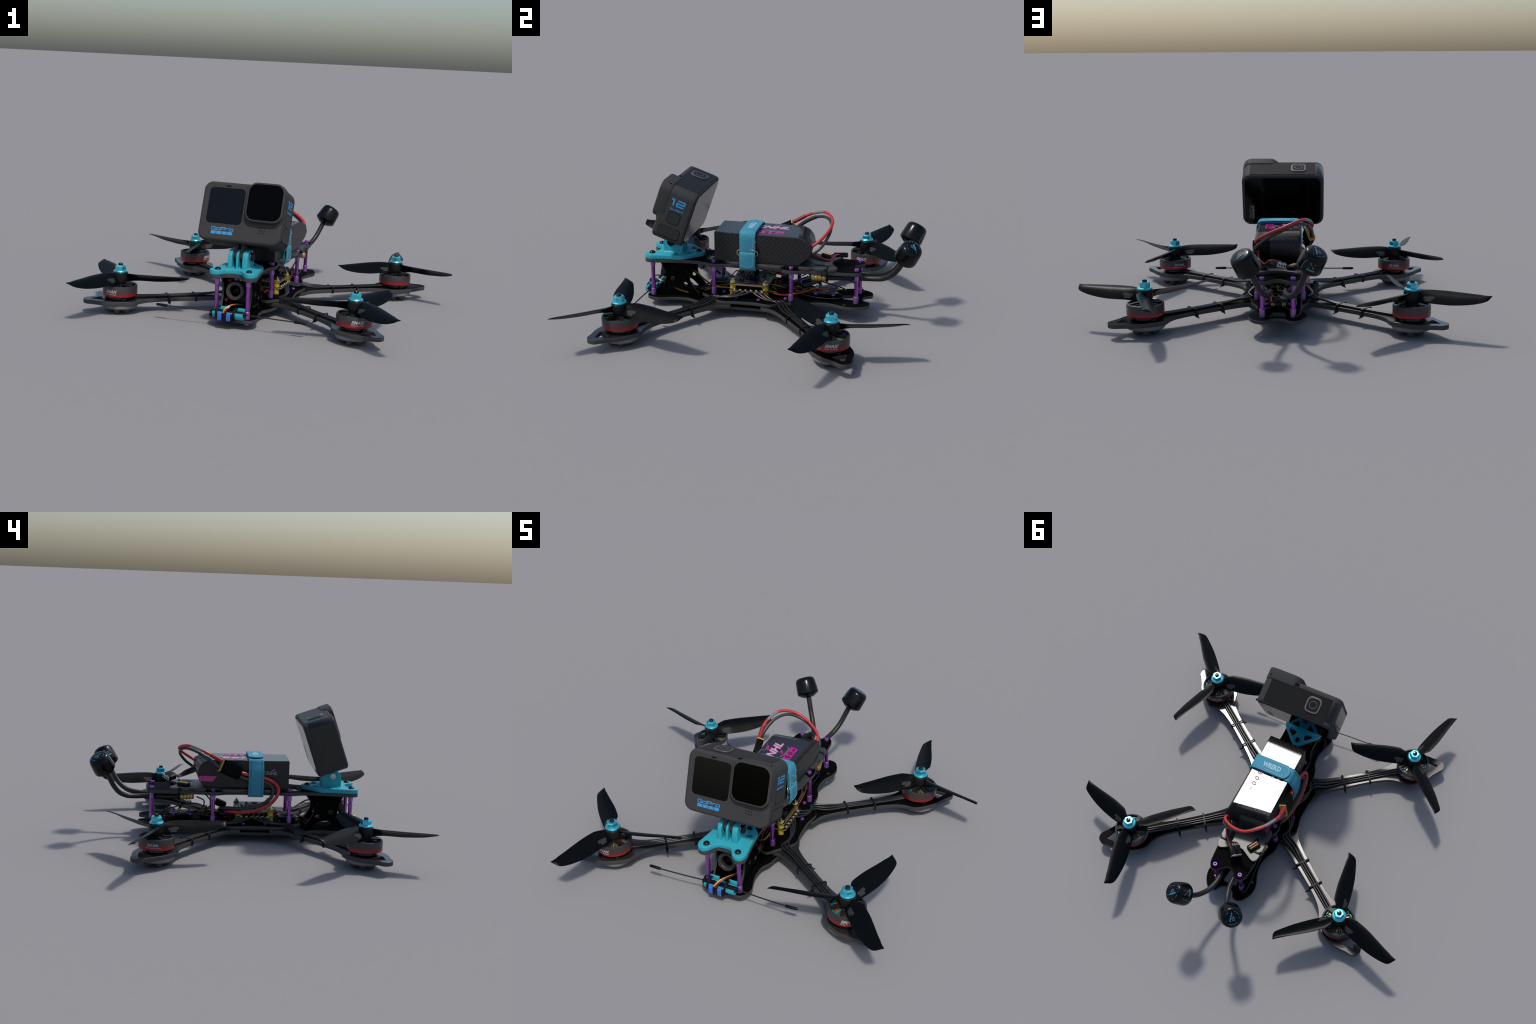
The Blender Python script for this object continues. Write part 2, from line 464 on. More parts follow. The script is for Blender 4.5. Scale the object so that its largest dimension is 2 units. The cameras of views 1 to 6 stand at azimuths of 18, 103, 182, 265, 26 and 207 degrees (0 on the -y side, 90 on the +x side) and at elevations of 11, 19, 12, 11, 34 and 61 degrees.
# ------------------------------------------------------------------ landing feet (shared meshes)
foot_disc_me = lathe("foot_disc", [(0.0, 0.0515), (0.094, 0.0515), (0.0955, 0.050), (0.0955, 0.036), (0.090, 0.029), (0.076, 0.0245), (0.0, 0.0245)], "foot", 48)
bm = bmesh.new()
for k in range(6):
    t = 2 * pi * k / 6
    d = bmesh.ops.create_uvsphere(bm, u_segments=16, v_segments=10, radius=1.0)
    for v in d["verts"]:
        v.co = Vector((v.co.x * 0.028, v.co.y * 0.0185, max(v.co.z, -0.82) * 0.032))
    bmesh.ops.transform(bm, matrix=Matrix.Rotation(t, 4, 'Z') @ Matrix.Translation((0.046, 0, 0.0262)), verts=d["verts"])
lathe_bm(bm, [(0.0, 0.03), (0.03, 0.03), (0.026, 0.004), (0.0, 0.004)], 20)
foot_lobe_me = from_bm(bm, "foot_lobe", "foot_dark", 50)

# ------------------------------------------------------------------ motors (shared meshes, built at their height)
bell_me = lathe("motor_bell", [(0.084, 0.0955), (0.0905, 0.0945), (0.0920, 0.0965), (0.0920, 0.1455), (0.0900, 0.1500), (0.0850, 0.1515), (0.0815, 0.150),
                               (0.0815, 0.100), (0.084, 0.0955)], "bell", 64, cap=False)
bm = bmesh.new()
for k in range(6):                                    # curved spokes of the bell
    t0 = 2 * pi * k / 6
    path = [(0.020, 0.1565, 0), (0.045, 0.1550, .05), (0.068, 0.1525, .12), (0.086, 0.1500, .2)]
    L, R = [], []
    for r, z, tw in path:
        hw = 0.011 if r > 0.03 else 0.013
        a = t0 + tw
        for sgn, lst in ((1, L), (-1, R)):
            lst.append([Vector((r * cos(a) - sgn * hw * sin(a), r * sin(a) + sgn * hw * cos(a), z + dz)) for dz in (0.0, -0.007)])
    for i in range(3):
        q = [bm.verts.new(p) for p in (L[i][0], R[i][0], R[i + 1][0], L[i + 1][0], L[i][1], R[i][1], R[i + 1][1], L[i + 1][1])]
        for f in ((0, 1, 2, 3), (7, 6, 5, 4), (0, 3, 7, 4), (1, 5, 6, 2)): bm.faces.new([q[j] for j in f])
lathe_bm(bm, [(0.0, 0.1575), (0.026, 0.1575), (0.032, 0.154), (0.034, 0.144), (0.0, 0.144)], 28)
spoke_me = from_bm(bm, "motor_spokes", "hub", 40)
bm = bmesh.new()
for k in range(12):                                   # stator teeth: copper windings with teal end caps
    t = 2 * pi * (k + .5) / 12
    box_bm(bm, (0.036, 0.019, 0.030), Matrix.Rotation(t, 4, 'Z') @ Matrix.Translation((0.050, 0, 0.125)), 0.006, 0)
    box_bm(bm, (0.009, 0.030, 0.033), Matrix.Rotation(t, 4, 'Z') @ Matrix.Translation((0.0735, 0, 0.123)), 0.002, 1)
    box_bm(bm, (0.050, 0.006, 0.036), Matrix.Rotation(t + pi / 12, 4, 'Z') @ Matrix.Translation((0.046, 0, 0.123)), 0.001, 1 if k % 2 else 2)
stator_me = from_bm(bm, "stator_windings", ["copper", "teal", "motor_dark"], 40)
bm = bmesh.new()
lathe_bm(bm, [(0.0, 0.0745), (0.062, 0.0745), (0.066, 0.078), (0.064, 0.086), (0.050, 0.090), (0.0, 0.090)], 36)
lathe_bm(bm, [(0.020, 0.088), (0.020, 0.135)], 20, cap=True)
for k in range(4):
    t = pi / 4 + k * pi / 2
    box_bm(bm, (0.034, 0.018, 0.010), Matrix.Rotation(t, 4, 'Z') @ Matrix.Translation((0.066, 0, 0.0795)), 0.003)
lathe_bm(bm, [(0.0, 0.0925), (0.079, 0.0925), (0.079, 0.0965), (0.0, 0.0965)], 36)
base_me = from_bm(bm, "motor_base", "motor_dark", 40)
nut_me_bm = bmesh.new()
lathe_bm(nut_me_bm, [(0.012, 0.2165), (0.035, 0.2165), (0.0375, 0.2190), (0.0375, 0.2225), (0.0345, 0.2265), (0.029, 0.2290), (0.012, 0.2290)], 36)
lathe_bm(nut_me_bm, [(0.012, 0.228), (0.0285, 0.228), (0.0285, 0.2475), (0.0245, 0.2545), (0.0125, 0.2545), (0.0125, 0.250)], 6, cap=False)
nut_me = from_bm(nut_me_bm, "lock_nut", "nut", 25)
shaft_me = lathe("motor_shaft", [(0.0125, 0.150), (0.0125, 0.2605), (0.0085, 0.2655), (0.0, 0.2665)], "steel_dark", 20)

def bell_map(rot):
    return lambda x, y, h: Vector(((0.0920 + h) * cos(rot + x / 0.092), (0.0920 + h) * sin(rot + x / 0.092), y))
def subdivide_polys(polys): return polys
mk_front = font_text("EMAX", -0.034, 0.1165, 0.034, 0.1335, 0.35, 0.035)
mk_line = font_text("POWER THE WORLD", -0.036, 0.1065, 0.028, 0.1120)
mk_back = font_text("RS1606", -0.028, 0.1170, 0.028, 0.1310, 0, 0.03)
mk_back2 = font_text("3300KV  MADE IN CHINA", -0.042, 0.1075, 0.042, 0.1120)
# the print sits on two opposite sides; measured facing angles (degrees, world) of the maker name
NAME_ANGLE = {(-1, -1): -94, (1, -1): -66, (1, 1): 12, (-1, 1): -10}

# ------------------------------------------------------------------ propellers
BLADE = [  # radius, sharp-edge offset, round-edge offset, sharp-edge height, drop across the chord, thickness
    (0.030, -0.012, 0.024, 0.210, 0.046, 0.010), (0.045, -0.018, 0.028, 0.212, 0.048, 0.009), (0.065, -0.027, 0.034, 0.213, 0.048, 0.008),
    (0.090, -0.037, 0.040, 0.213, 0.046, 0.0075), (0.120, -0.0365, 0.0445, 0.213, 0.0465, 0.007), (0.157, -0.034, 0.048, 0.213, 0.047, 0.0065),
    (0.185, -0.031, 0.050, 0.2125, 0.0465, 0.006), (0.212, -0.0265, 0.051, 0.212, 0.0445, 0.0058), (0.240, -0.022, 0.0515, 0.2115, 0.0415, 0.0055),
    (0.270, -0.0165, 0.050, 0.211, 0.038, 0.005), (0.300, -0.0115, 0.0475, 0.2105, 0.033, 0.0048), (0.325, -0.0085, 0.0445, 0.210, 0.027, 0.0045),
    (0.345, -0.0065, 0.0410, 0.2095, 0.021, 0.004), (0.357, -0.0055, 0.0350, 0.2095, 0.0165, 0.0038), (0.3655, -0.005, 0.0240, 0.2095, 0.012, 0.0034), (0.371, -0.005, 0.0110, 0.2095, 0.006, 0.003),
    (0.3765, -0.005, -0.0015, 0.2095, 0.002, 0.003)]
BLADE = [(r, s_ - 0.003 * min(1, r / 0.09) * (1 if r < 0.34 else 0.4), e, z + 0.0015 * (1 if r < 0.33 else 0.3), d + 0.0015 * (1 if r < 0.33 else 0.3), t) for r, s_, e, z, d, t in BLADE]
def blade_mesh(hand):
    bm = bmesh.new(); NC = 10; rings = []
    for r, s, e, zs, dz, th in BLADE:
        top, bot = [], []
        for i in range(NC + 1):
            t = i / NC
            y = s + (e - s) * t
            camber = 0.145 * (e - s) * sin(pi * t) * (1 - 0.25 * t)
            z = zs - dz * t + camber * 0.9
            h = th * (0.22 + 0.78 * sin(pi * min(1, t ** 0.7)))
            top.append(bm.verts.new((r, y * hand, z + h / 2))); bot.append(bm.verts.new((r, y * hand, z - h / 2)))
        rings.append(top + bot[::-1])
    n = len(rings[0])
    for A, B in zip(rings, rings[1:]):
        for k in range(n): bm.faces.new((A[k], A[(k + 1) % n], B[(k + 1) % n], B[k]))
    bm.faces.new(rings[0]); bm.faces.new(rings[-1])
    return from_bm(bm, "propeller_blade", "blade", 40)
def label_mesh(hand):
    """small moulded tab with a notched end that follows the blade surface near the root"""
    def surf(r, t):
        for A, B in zip(BLADE, BLADE[1:]):
            if A[0] <= r <= B[0]:
                k = (r - A[0]) / (B[0] - A[0]); q = [a + (b - a) * k for a, b in zip(A, B)]; break
        _, s, e, zs, dz, th = q
        camber = 0.145 * (e - s) * sin(pi * t) * (1 - 0.25 * t)
        return Vector((r, (s + (e - s) * t) * hand, zs - dz * t + camber * 0.9 + th * (0.22 + 0.78 * sin(pi * min(1, t ** 0.7))) / 2 + 0.0009))
    bm = bmesh.new()
    for r0, r1, t0, t1 in ((0.058, 0.110, 0.66, 0.80), (0.064, 0.098, 0.80, 0.92)):
        nu, nv = 6, 3
        g = [[bm.verts.new(surf(r0 + (r1 - r0) * i / nu, t0 + (t1 - t0) * j / nv)) for j in range(nv + 1)] for i in range(nu + 1)]
        for i in range(nu):
            for j in range(nv): bm.faces.new((g[i][j], g[i + 1][j], g[i + 1][j + 1], g[i][j + 1]))
    ex = bmesh.ops.extrude_face_region(bm, geom=bm.faces[:])
    bmesh.ops.translate(bm, vec=(0, 0, -0.002), verts=[v for v in ex["geom"] if isinstance(v, bmesh.types.BMVert)])
    return from_bm(bm, "blade_label", "blade_label", 40)
blade_me = {h: blade_mesh(h) for h in (1, -1)}
label_me = {h: label_mesh(h) for h in (1, -1)}
hub_me = lathe("propeller_hub", [(0.0, 0.1555), (0.030, 0.1555), (0.0345, 0.160), (0.0385, 0.180), (0.0405, 0.205), (0.0405, 0.212), (0.0370, 0.2160), (0.0, 0.2160)], "hub", 40)
PROP = {(-1, -1): (10.3, 1), (1, 1): (98.8, 1), (1, -1): (75.5, -1), (-1, 1): (44.8, -1)}

for sx, sy, m in MOTORS:
    T = Matrix.Translation((m[0], m[1], 0))
    a0 = atan2(CY - m[1], CX - m[0])
    foot = add("landing_foot", foot_disc_me, root, T)
    add("foot_lobes", foot_lobe_me, foot, T @ Matrix.Rotation(a0, 4, 'Z'))
    motor = add("motor", bell_me, root, T)
    add("motor_spokes", spoke_me, motor, T @ Matrix.Rotation(0.4 + sx + 2 * sy, 4, 'Z'))
    add("stator_windings", stator_me, motor, T)
    add("motor_base", base_me, motor, T @ Matrix.Rotation(a0 - pi / 4, 4, 'Z'))
    add("motor_shaft", shaft_me, motor, T)
    add("lock_nut", nut_me, motor, T @ Matrix.Rotation(0.3 * sx + 0.5 * sy, 4, 'Z'))
    na = radians(NAME_ANGLE[(sx, sy)])
    for txt, off in ((mk_front, 0), (mk_line, 0), (mk_back, pi), (mk_back2, pi)):
        add("motor_lettering", polys_mesh("motor_lettering", txt, bell_map(na + off), "white_print", 0.0005), motor, T)
    ang, hand = PROP[(sx, sy)]
    prop = add("propeller", hub_me, root, T)
    for k in range(3):
        R = T @ Matrix.Rotation(radians(ang + 120 * k), 4, 'Z')
        add("propeller_blade", blade_me[hand], prop, R)
        add("blade_label", label_me[hand], prop, R)

# ------------------------------------------------------------------ frame plates
def sym(half):
    """closed outline from its +x half, listed front to rear"""
    return [(CX + x, y) for x, y in half] + [(CX - x, y) for x, y in reversed(half)]

lower = sym([(0.060, -0.600), (0.102, -0.600), (0.124, -0.572), (0.133, -0.525), (0.116, -0.482), (0.099, -0.420), (0.102, -0.352), (0.126, -0.313),
             (0.140, -0.245), (0.170, -0.180), (0.170, 0.150), (0.140, 0.215), (0.060, 0.235)])
bottom_plate = add("bottom_plate", prism("bottom_plate", fillet(lower, 0.03), 0.0345, 0.0515, ["plate", "plate_edge"],
                   [], 0.0015), root)
upper = sym([(0.030, -0.262), (0.070, -0.280), (0.100, -0.284), (0.128, -0.245), (0.160, -0.212), (0.205, -0.150), (0.190, -0.060), (0.187, 0.030), (0.205, 0.120),
             (0.160, 0.180), (0.148, 0.205), (0.145, 0.245), (0.142, 0.288), (0.116, 0.335), (0.106, 0.395), (0.114, 0.447), (0.137, 0.503), (0.144, 0.545), (0.132, 0.590),
             (0.108, 0.628), (0.082, 0.640), (0.052, 0.636), (0.042, 0.608), (0.020, 0.590)])
middle_plate = add("middle_plate", prism("middle_plate", fillet(upper, 0.02), 0.0745, 0.0920, ["plate", "plate_edge"],
                   [fillet([(CX - .030, .485), (CX + .030, .485), (CX + .040, .563), (CX - .040, .563)], .012),
                    [(CX + .112 + .008 * cos(t * pi / 6), .505 + .008 * sin(t * pi / 6)) for t in range(12)],
                    [(CX - .112 + .008 * cos(t * pi / 6), .505 + .008 * sin(t * pi / 6)) for t in range(12)]], 0.0015), root)
core = add("arm_core", prism("arm_core", fillet(sym([(0.10, -0.20), (0.14, -0.16), (0.14, 0.13), (0.10, 0.17)]), .01), 0.0520, 0.0735, ["plate", "plate_edge"]), root)
top_half = [(0.038, -0.545), (0.062, -0.592), (0.088, -0.608), (0.118, -0.598), (0.129, -0.568), (0.120, -0.520), (0.112, -0.470), (0.099, -0.380), (0.098, -0.315), (0.106, -0.270),
            (0.122, -0.238), (0.124, -0.195), (0.108, -0.150), (0.112, -0.080), (0.112, 0.080), (0.118, 0.150), (0.141, 0.192), (0.145, 0.235), (0.122, 0.290),
            (0.118, 0.380), (0.115, 0.468), (0.108, 0.558), (0.092, 0.588), (0.060, 0.592), (0.036, 0.567), (0.015, 0.545)]
top_plate = add("top_plate", prism("top_plate", fillet(sym(top_half), 0.02), 0.2525, 0.2720, ["plate", "plate_edge"],
                [round_rect(CX - .055, CX + .055, -.27, -.235, .012), round_rect(CX - .09, CX - .06, -.18, .20, .012), round_rect(CX + .06, CX + .09, -.18, .20, .012),
                 round_rect(CX - .080, CX - .052, .322, .418, .012), round_rect(CX + .052, CX + .080, .322, .418, .012)], 0.0015), root)
pad_half = [(0.050, -0.150), (0.100, -0.150), (0.112, -0.118), (0.128, -0.112), (0.128, -0.066), (0.121, -0.058), (0.121, 0.030), (0.128, 0.045), (0.140, 0.080), (0.140, 0.165), (0.100, 0.186),
            (0.098, 0.250), (0.126, 0.262), (0.126, 0.318), (0.116, 0.328), (0.116, 0.345), (0.125, 0.352), (0.125, 0.395), (0.114, 0.400), (0.114, 0.412), (0.124, 0.418), (0.121, 0.448),
            (0.106, 0.466), (0.088, 0.464), (0.020, 0.424)]
pad = add("battery_pad", prism("battery_pad", fillet(sym(pad_half), 0.010), 0.2725, 0.2890, ["pad", "pad"],
          [fillet([(CX + s * x, y) for x, y in ((.072, .322), (.080, .345), (.076, .400), (.064, .418), (.052, .400), (.056, .345))], .006) for s in (1, -1)], 0.002), root)

# ------------------------------------------------------------------ standoffs and screws
def standoff_mesh(z0, z1):
    return lathe("standoff", [(0.0, z0), (0.0138, z0), (0.0138, z0 + 0.0375), (0.0126, z0 + 0.0390), (0.0108, z0 + 0.0390), (0.0108, z1 - 0.0300), (0.0132, z1 - 0.0300),
                              (0.0132, z1), (0.0, z1)], ["purple", "purple_sleeve"], 28)
def standoff(name, x, y, z0, z1):
    me = standoff_mesh(z0, z1)
    for p in me.polygons:
        if p.center.z < z0 + 0.039 or p.center.z > z1 - 0.0299: p.material_index = 1
    return add(name, me, root, Matrix.Translation((x, y, 0)))
MAT["screw"] = material("violet_screw", (0.28, 0.09, 0.42), 0.52, 0.55, 0.3)
screw_me = lathe("screw", [(0.0, 0.0), (0.0115, 0.0), (0.0120, 0.002), (0.0120, 0.0125), (0.0105, 0.0145), (0.0058, 0.0145), (0.0055, 0.0060), (0.0, 0.0060)], "screw", 20)
small_screw_me = lathe("small_screw", [(0.0, 0.0), (0.0095, 0.0), (0.0098, 0.006), (0.0085, 0.0085), (0.0045, 0.0085), (0.0042, 0.0035), (0.0, 0.0035)], "screw", 16)
dome_me = lathe("dome_screw", [(0.0, 0.0), (0.0165, 0.0), (0.0160, 0.004), (0.0130, 0.0085), (0.0075, 0.0108), (0.0070, 0.0060), (0.0, 0.0060)], "steel_dark", 24)
for s in (1, -1):
    for x, y, z0 in ((0.085, -0.567, 0.0518), (0.0985, -0.214, 0.0925), (0.1175, 0.219, 0.0925), (0.0745, 0.564, 0.0925)):
        st = standoff("standoff", CX + s * x, y, z0, 0.2523)
        if y > -0.5: add("screw", screw_me, st, Matrix.Translation((CX + s * x, y, 0.2723)))
        else: add("screw", screw_me, st, Matrix.Translation((CX + s * x, y, 0.0342)) @ Matrix.Rotation(pi, 4, 'X'))
    for x, y in ((0.150, 0.048), (0.143, -0.078), (0.103, 0.186), (0.070, -0.165)):
        add("small_screw", small_screw_me, middle_plate, Matrix.Translation((CX + s * x, y, 0.0922)))

# ------------------------------------------------------------------ camera mount (cyan print)
mount_half = [(0.038, -0.543), (0.064, -0.592), (0.090, -0.608), (0.118, -0.598), (0.129, -0.566), (0.121, -0.520), (0.113, -0.474), (0.111, -0.430), (0.108, -0.391), (0.014, -0.290)]
mount = add("camera_mount", prism("camera_mount", fillet(sym(mount_half), 0.024, 5), 0.2725, 0.2965, "cyan",
            [fillet([(CX + s * x, y) for x, y in ((.022, -.378), (.070, -.386), (.066, -.362), (.034, -.338))], .008) for s in (1, -1)] +
            [fillet([(CX + s * x, y) for x, y in ((.062, -.440), (.092, -.436), (.088, -.412), (.066, -.414))], .008) for s in (1, -1)], 0.003), root)
tab = catmull([(-0.513, 0.345), (-0.508, 0.368), (-0.494, 0.384), (-0.470, 0.391), (-0.440, 0.388), (-0.416, 0.374), (-0.404, 0.345)], 4)
tab = [(-0.404, 0.290), (-0.513, 0.290)] + [tuple(p) for p in tab]
for x0, x1 in ((-0.044, -0.022), (0.0005, 0.0125), (0.035, 0.0635)):
    add("mount_tab", prism("mount_tab", tab, x0, x1, "cyan", [], 0.0025, 2, ALONG_X), mount)
    add("tab_fillet", prism("tab_fillet", [(x0 - .006, .2960), (x1 + .006, .2960), (x1 - .002, .304), (x0 + .002, .304)], 0.405, 0.511, "cyan", [], 0.001, 1, ALONG_Y), mount)
for s in (1, -1):
    add("dome_screw", dome_me, mount, Matrix.Translation((CX + s * 0.0850, -0.567, 0.2967)))
add("dome_screw", dome_me, mount, Matrix.Translation((CX + 0.001, -0.324, 0.2967)))
X90 = Matrix.Rotation(pi / 2, 4, 'Y')
PIV = Vector((0, -0.464, 0.358))
add("pivot_bolt", lathe("pivot_bolt", [(0.0, -0.050), (0.0165, -0.050), (0.0180, -0.046), (0.0180, -0.043), (0.010, -0.043), (0.010, 0.060), (0.0, 0.060)], "steel", 24, Matrix.Translation(PIV) @ X90), mount)
add("pivot_knob", lathe("pivot_knob", [(0.0, 0.0640), (0.0210, 0.0640), (0.0225, 0.068), (0.0225, 0.078), (0.0200, 0.082), (0.0, 0.082)], "black", 24, Matrix.Translation(PIV) @ X90), mount)
add("knob_ring", lathe("knob_ring", [(0.0225, 0.0660), (0.0245, 0.0665), (0.0245, 0.0705), (0.0225, 0.0710)], "steel", 28, Matrix.Translation(PIV) @ X90, cap=False), mount)

# ------------------------------------------------------------------ action camera: local axes x, -forward, up; tilted back
TILT = Matrix.Translation((0, -0.394, 0.554)) @ Matrix.Rotation(radians(-1.2), 4, 'X') @ Matrix.Translation((0, 0.394, -0.554)) @ Matrix.Rotation(radians(-18.5), 4, 'X')
FACE = ALONG_Y                                             # (x, up) outline, swept along forward
SIDE_P = ALONG_X
def cam_part(name, me, parent): return add(name, me, parent, TILT)
x0, x1, u0, u1 = -0.2180, 0.2330, 0.2450, 0.5570
camera = cam_part("action_camera", prism("action_camera", round_rect(x0, x1, u0, u1, 0.046, 10), 0.460, 0.637, "cam", [], 0.015, 5, FACE), root)
cam_part("front_screen", prism("front_screen", round_rect(-0.181, 0.0135, 0.336, 0.5255, 0.022), 0.630, 0.6378, "glass_blue", [], 0.0006, 1, FACE), camera)
cam_part("lens_housing", prism("lens_housing", round_rect(0.031, 0.2345, 0.356, 0.5630, 0.050, 8), 0.600, 0.6665, "cam", [], 0.007, 4, FACE), camera)
cam_part("lens_skirt", prism("lens_skirt", round_rect(0.022, 0.2325, 0.335, 0.5500, 0.055, 8), 0.620, 0.6415, "cam", [], 0.0040, 4, FACE), camera)
cam_part("lens_glass", prism("lens_glass", round_rect(0.0410, 0.2245, 0.3665, 0.5535, 0.042, 8), 0.660, 0.6675, "glass", [], 0.0008, 1, FACE), camera)
fmap = lambda x, y, h: Vector((x, -(0.6372 + h), y))
sq = [[(-0.1430 + i * 0.0302, 0.2795), (-0.1430 + i * 0.0302 + 0.0268, 0.2795), (-0.1430 + i * 0.0302 + 0.0268, 0.2955), (-0.1430 + i * 0.0302, 0.2955)] for i in range(4)]
cam_part("front_logo", polys_mesh("front_logo", sq + stroke_text("GoPro", -0.1412, 0.3012, 0.0150, 0.0200, 0.0055, 0.0036), fmap, "logo"), camera)
bm = bmesh.new()
for i in range(3):
    for j in range(3):
        lathe_bm(bm, [(0.0, 0.0), (0.0029, 0.0), (0.0029, 0.0012), (0.0, 0.0012)], 10, 0, Matrix.Translation((0.1165 + 0.0130 * i, -0.6365, 0.3045 + 0.0135 * j)) @ Matrix.Rotation(pi / 2, 4, 'X'))
cam_part("microphone_dots", from_bm(bm, "microphone_dots", "black_soft"), camera)  # dark discs standing on the front face, not bored
cam_part("microphone_strip", prism("microphone_strip", round_rect(-0.096, -0.069, 0.5325, 0.5390, 0.003, 3), 0.630, 0.6376, "black_soft", [], 0.0004, 1, FACE), camera)  # dark plate set on the front face, no opening behind it
smap = lambda x, y, h: Vector((x1 + 0.0002 + h, x, y))
cam_part("side_logo", polys_mesh("side_logo", stroke_text("1", -0.5840, 0.4585, 0.0345, 0.040, 0.0, 0.0090) + stroke_text("2", -0.5510, 0.4625, 0.0305, 0.0410, 0.0, 0.0080)
         + stroke_text("BLACK", -0.5780, 0.4350, 0.0075, 0.0105, 0.0045, 0.0026), smap, "logo"), camera)
def rimmed_panel(name, a0, a1, b0, b1, r):  # black plate stands proud round the panel to read as its groove
    cam_part(name + "_dark_rim", prism(name + "_dark_rim", round_rect(a0 - .0025, a1 + .0025, b0 - .0025, b1 + .0025, r + .002), x1 - 0.004, x1 + 0.0006, "black_soft", [], 0.0003, 1, SIDE_P), camera)
    cam_part(name, prism(name, round_rect(a0, a1, b0, b1, r), x1 - 0.004, x1 + 0.0014, "cam_btn", [], 0.0008, 1, SIDE_P), camera)
rimmed_panel("mode_button", -0.5800, -0.5120, 0.3590, 0.4250, 0.018)
rimmed_panel("port_door", -0.6060, -0.4900, 0.2790, 0.3345, 0.010)
cam_part("rear_screen", prism("rear_screen", round_rect(-0.2020, 0.2180, 0.2600, 0.5420, 0.036, 8), 0.4580, 0.4660, "rear_glass", [], 0.0012, 2, FACE), camera)
bmap = lambda x, y, h: Vector((0.1680 + y, -(0.4579 - h), 0.2900 + x))
cam_part("rear_logo", polys_mesh("rear_logo", [[(i * 0.0208, 0.0), (i * 0.0208 + .0185, 0.0), (i * 0.0208 + .0185, 0.0110), (i * 0.0208, 0.0110)] for i in range(4)]
         + stroke_text("GoPro", 0.002, 0.0155, 0.0105, 0.0140, 0.0040, 0.0024), bmap, "grey_print"), camera)
TOP = Matrix(((1, 0, 0, 0), (0, 1, 0, 0), (0, 0, 1, 0), (0, 0, 0, 1)))
cam_part("top_shade_sheet", prism("top_shade_sheet", round_rect(-0.171, 0.190, -0.6120, -0.4720, 0.006), 0.5540, 0.5588, "cam_top", [], 0.0008, 1), camera)  # added thin sheet, painted darker to carry the shade on the top
cam_part("shutter_rim", prism("shutter_rim", round_rect(-0.1210, -0.0370, -0.5930, -0.5010, 0.026), 0.5560, 0.5640, "cam_rim", [], 0.003, 3), camera)
cam_part("shutter_button", prism("shutter_button", round_rect(-0.1125, -0.0455, -0.5840, -0.5100, 0.020), 0.5600, 0.5650, "cam_top", [], 0.0015, 2), camera)
ring = lambda r: [(-0.079 + r * cos(2 * pi * k / 28), -0.547 + r * sin(2 * pi * k / 28)) for k in range(28)]
cam_part("shutter_ring", prism("shutter_ring", ring(0.022), 0.5640, 0.5656, "cam_rim", [ring(0.019)], 0.0005, 1), camera)
cam_part("top_dark_strip", prism("top_dark_strip", round_rect(0.036, 0.2100, -0.6300, -0.6140, 0.004), 0.5540, 0.5586, "black_soft", [], 0.0005, 1), camera)  # dark strip laid on the shell beside the lens housing; nothing is cut
ro = round_rect(x0 - 0.0016, x1, u0, u1 + 0.0016, 0.047, 10)
door = [(-0.172, u1 + 0.0016)] + [p for p in ro[11:22]] + [(x0 - 0.0016, 0.2900), (x0 + 0.010, 0.2880), (x0 + 0.010, 0.5100), (-0.1720, 0.5450)]
cam_part("battery_door", prism("battery_door", door, 0.4880, 0.6080, "cam_side", [], 0.0008, 1, FACE), camera)
finger = [(-0.5810 , 0.192)] + [(-0.553 + 0.028 * cos(radians(a)), 0.192 + 0.028 * sin(radians(a))) for a in range(195, 350, 15)] + [(-0.525, 0.192), (-0.525, 0.262), (-0.581, 0.262)]
for fx0, fx1 in ((-0.0205, -0.0015), (0.0145, 0.0335)):
    cam_part("mount_finger", prism("mount_finger", finger, fx0, fx1, "cam", [], 0.0015, 2, SIDE_P), camera)
cam_part("finger_dark_plate", prism("finger_dark_plate", round_rect(-0.16, 0.16, -0.600, -0.500, 0.03), 0.2438, 0.2500, "black", [], 0.0006, 1), camera)  # added dark plate on the underside; the shell is not hollowed

# ------------------------------------------------------------------ pilot camera between its cage plates
cage = [(-0.530, 0.2515), (-0.512, 0.225), (-0.492, 0.188), (-0.494, 0.150), (-0.514, 0.105), (-0.535, 0.070), (-0.537, 0.0525), (-0.497, 0.0525), (-0.478, 0.078), (-0.448, 0.102), (-0.418, 0.108),
        (-0.390, 0.100), (-0.364, 0.075), (-0.346, 0.0525), (-0.300, 0.0525), (-0.308, 0.072), (-0.338, 0.110), (-0.360, 0.150), (-0.358, 0.190), (-0.330, 0.225), (-0.308, 0.2515)]
hole = lambda y, z, r: [(y + r * cos(2 * pi * k / 14), z + r * sin(2 * pi * k / 14)) for k in range(14)]
for s in (1, -1):
    xc = CX + s * 0.0775
    cp = add("cage_plate", prism("cage_plate", fillet(cage, 0.014), xc - 0.006, xc + 0.006, ["plate", "plate_edge"], [hole(-.381, .128, .011), hole(-.371, .203, .009), hole(-.440, .218, .009)], 0.001, 1, ALONG_X), root)
    add("cage_screw", lathe("cage_screw", [(0, 0), (.014, 0), (.013, .005), (.007, .007), (.006, .003), (0, .003)], "steel_dark", 18, Matrix.Translation((xc + s * 0.006, -0.453, 0.156)) @ Matrix.Rotation(s * pi / 2, 4, 'Y')), cp)
LT = Matrix.Translation((CX, -0.450, 0.163)) @ Matrix.Rotation(radians(-14), 4, 'X')
LAX = LT @ Matrix.Rotation(pi / 2, 4, 'X')
bm = bmesh.new(); box_bm(bm, (0.112, 0.075, 0.112), LT, 0.006)
pcam = add("pilot_camera", from_bm(bm, "pilot_camera", "black"), root)
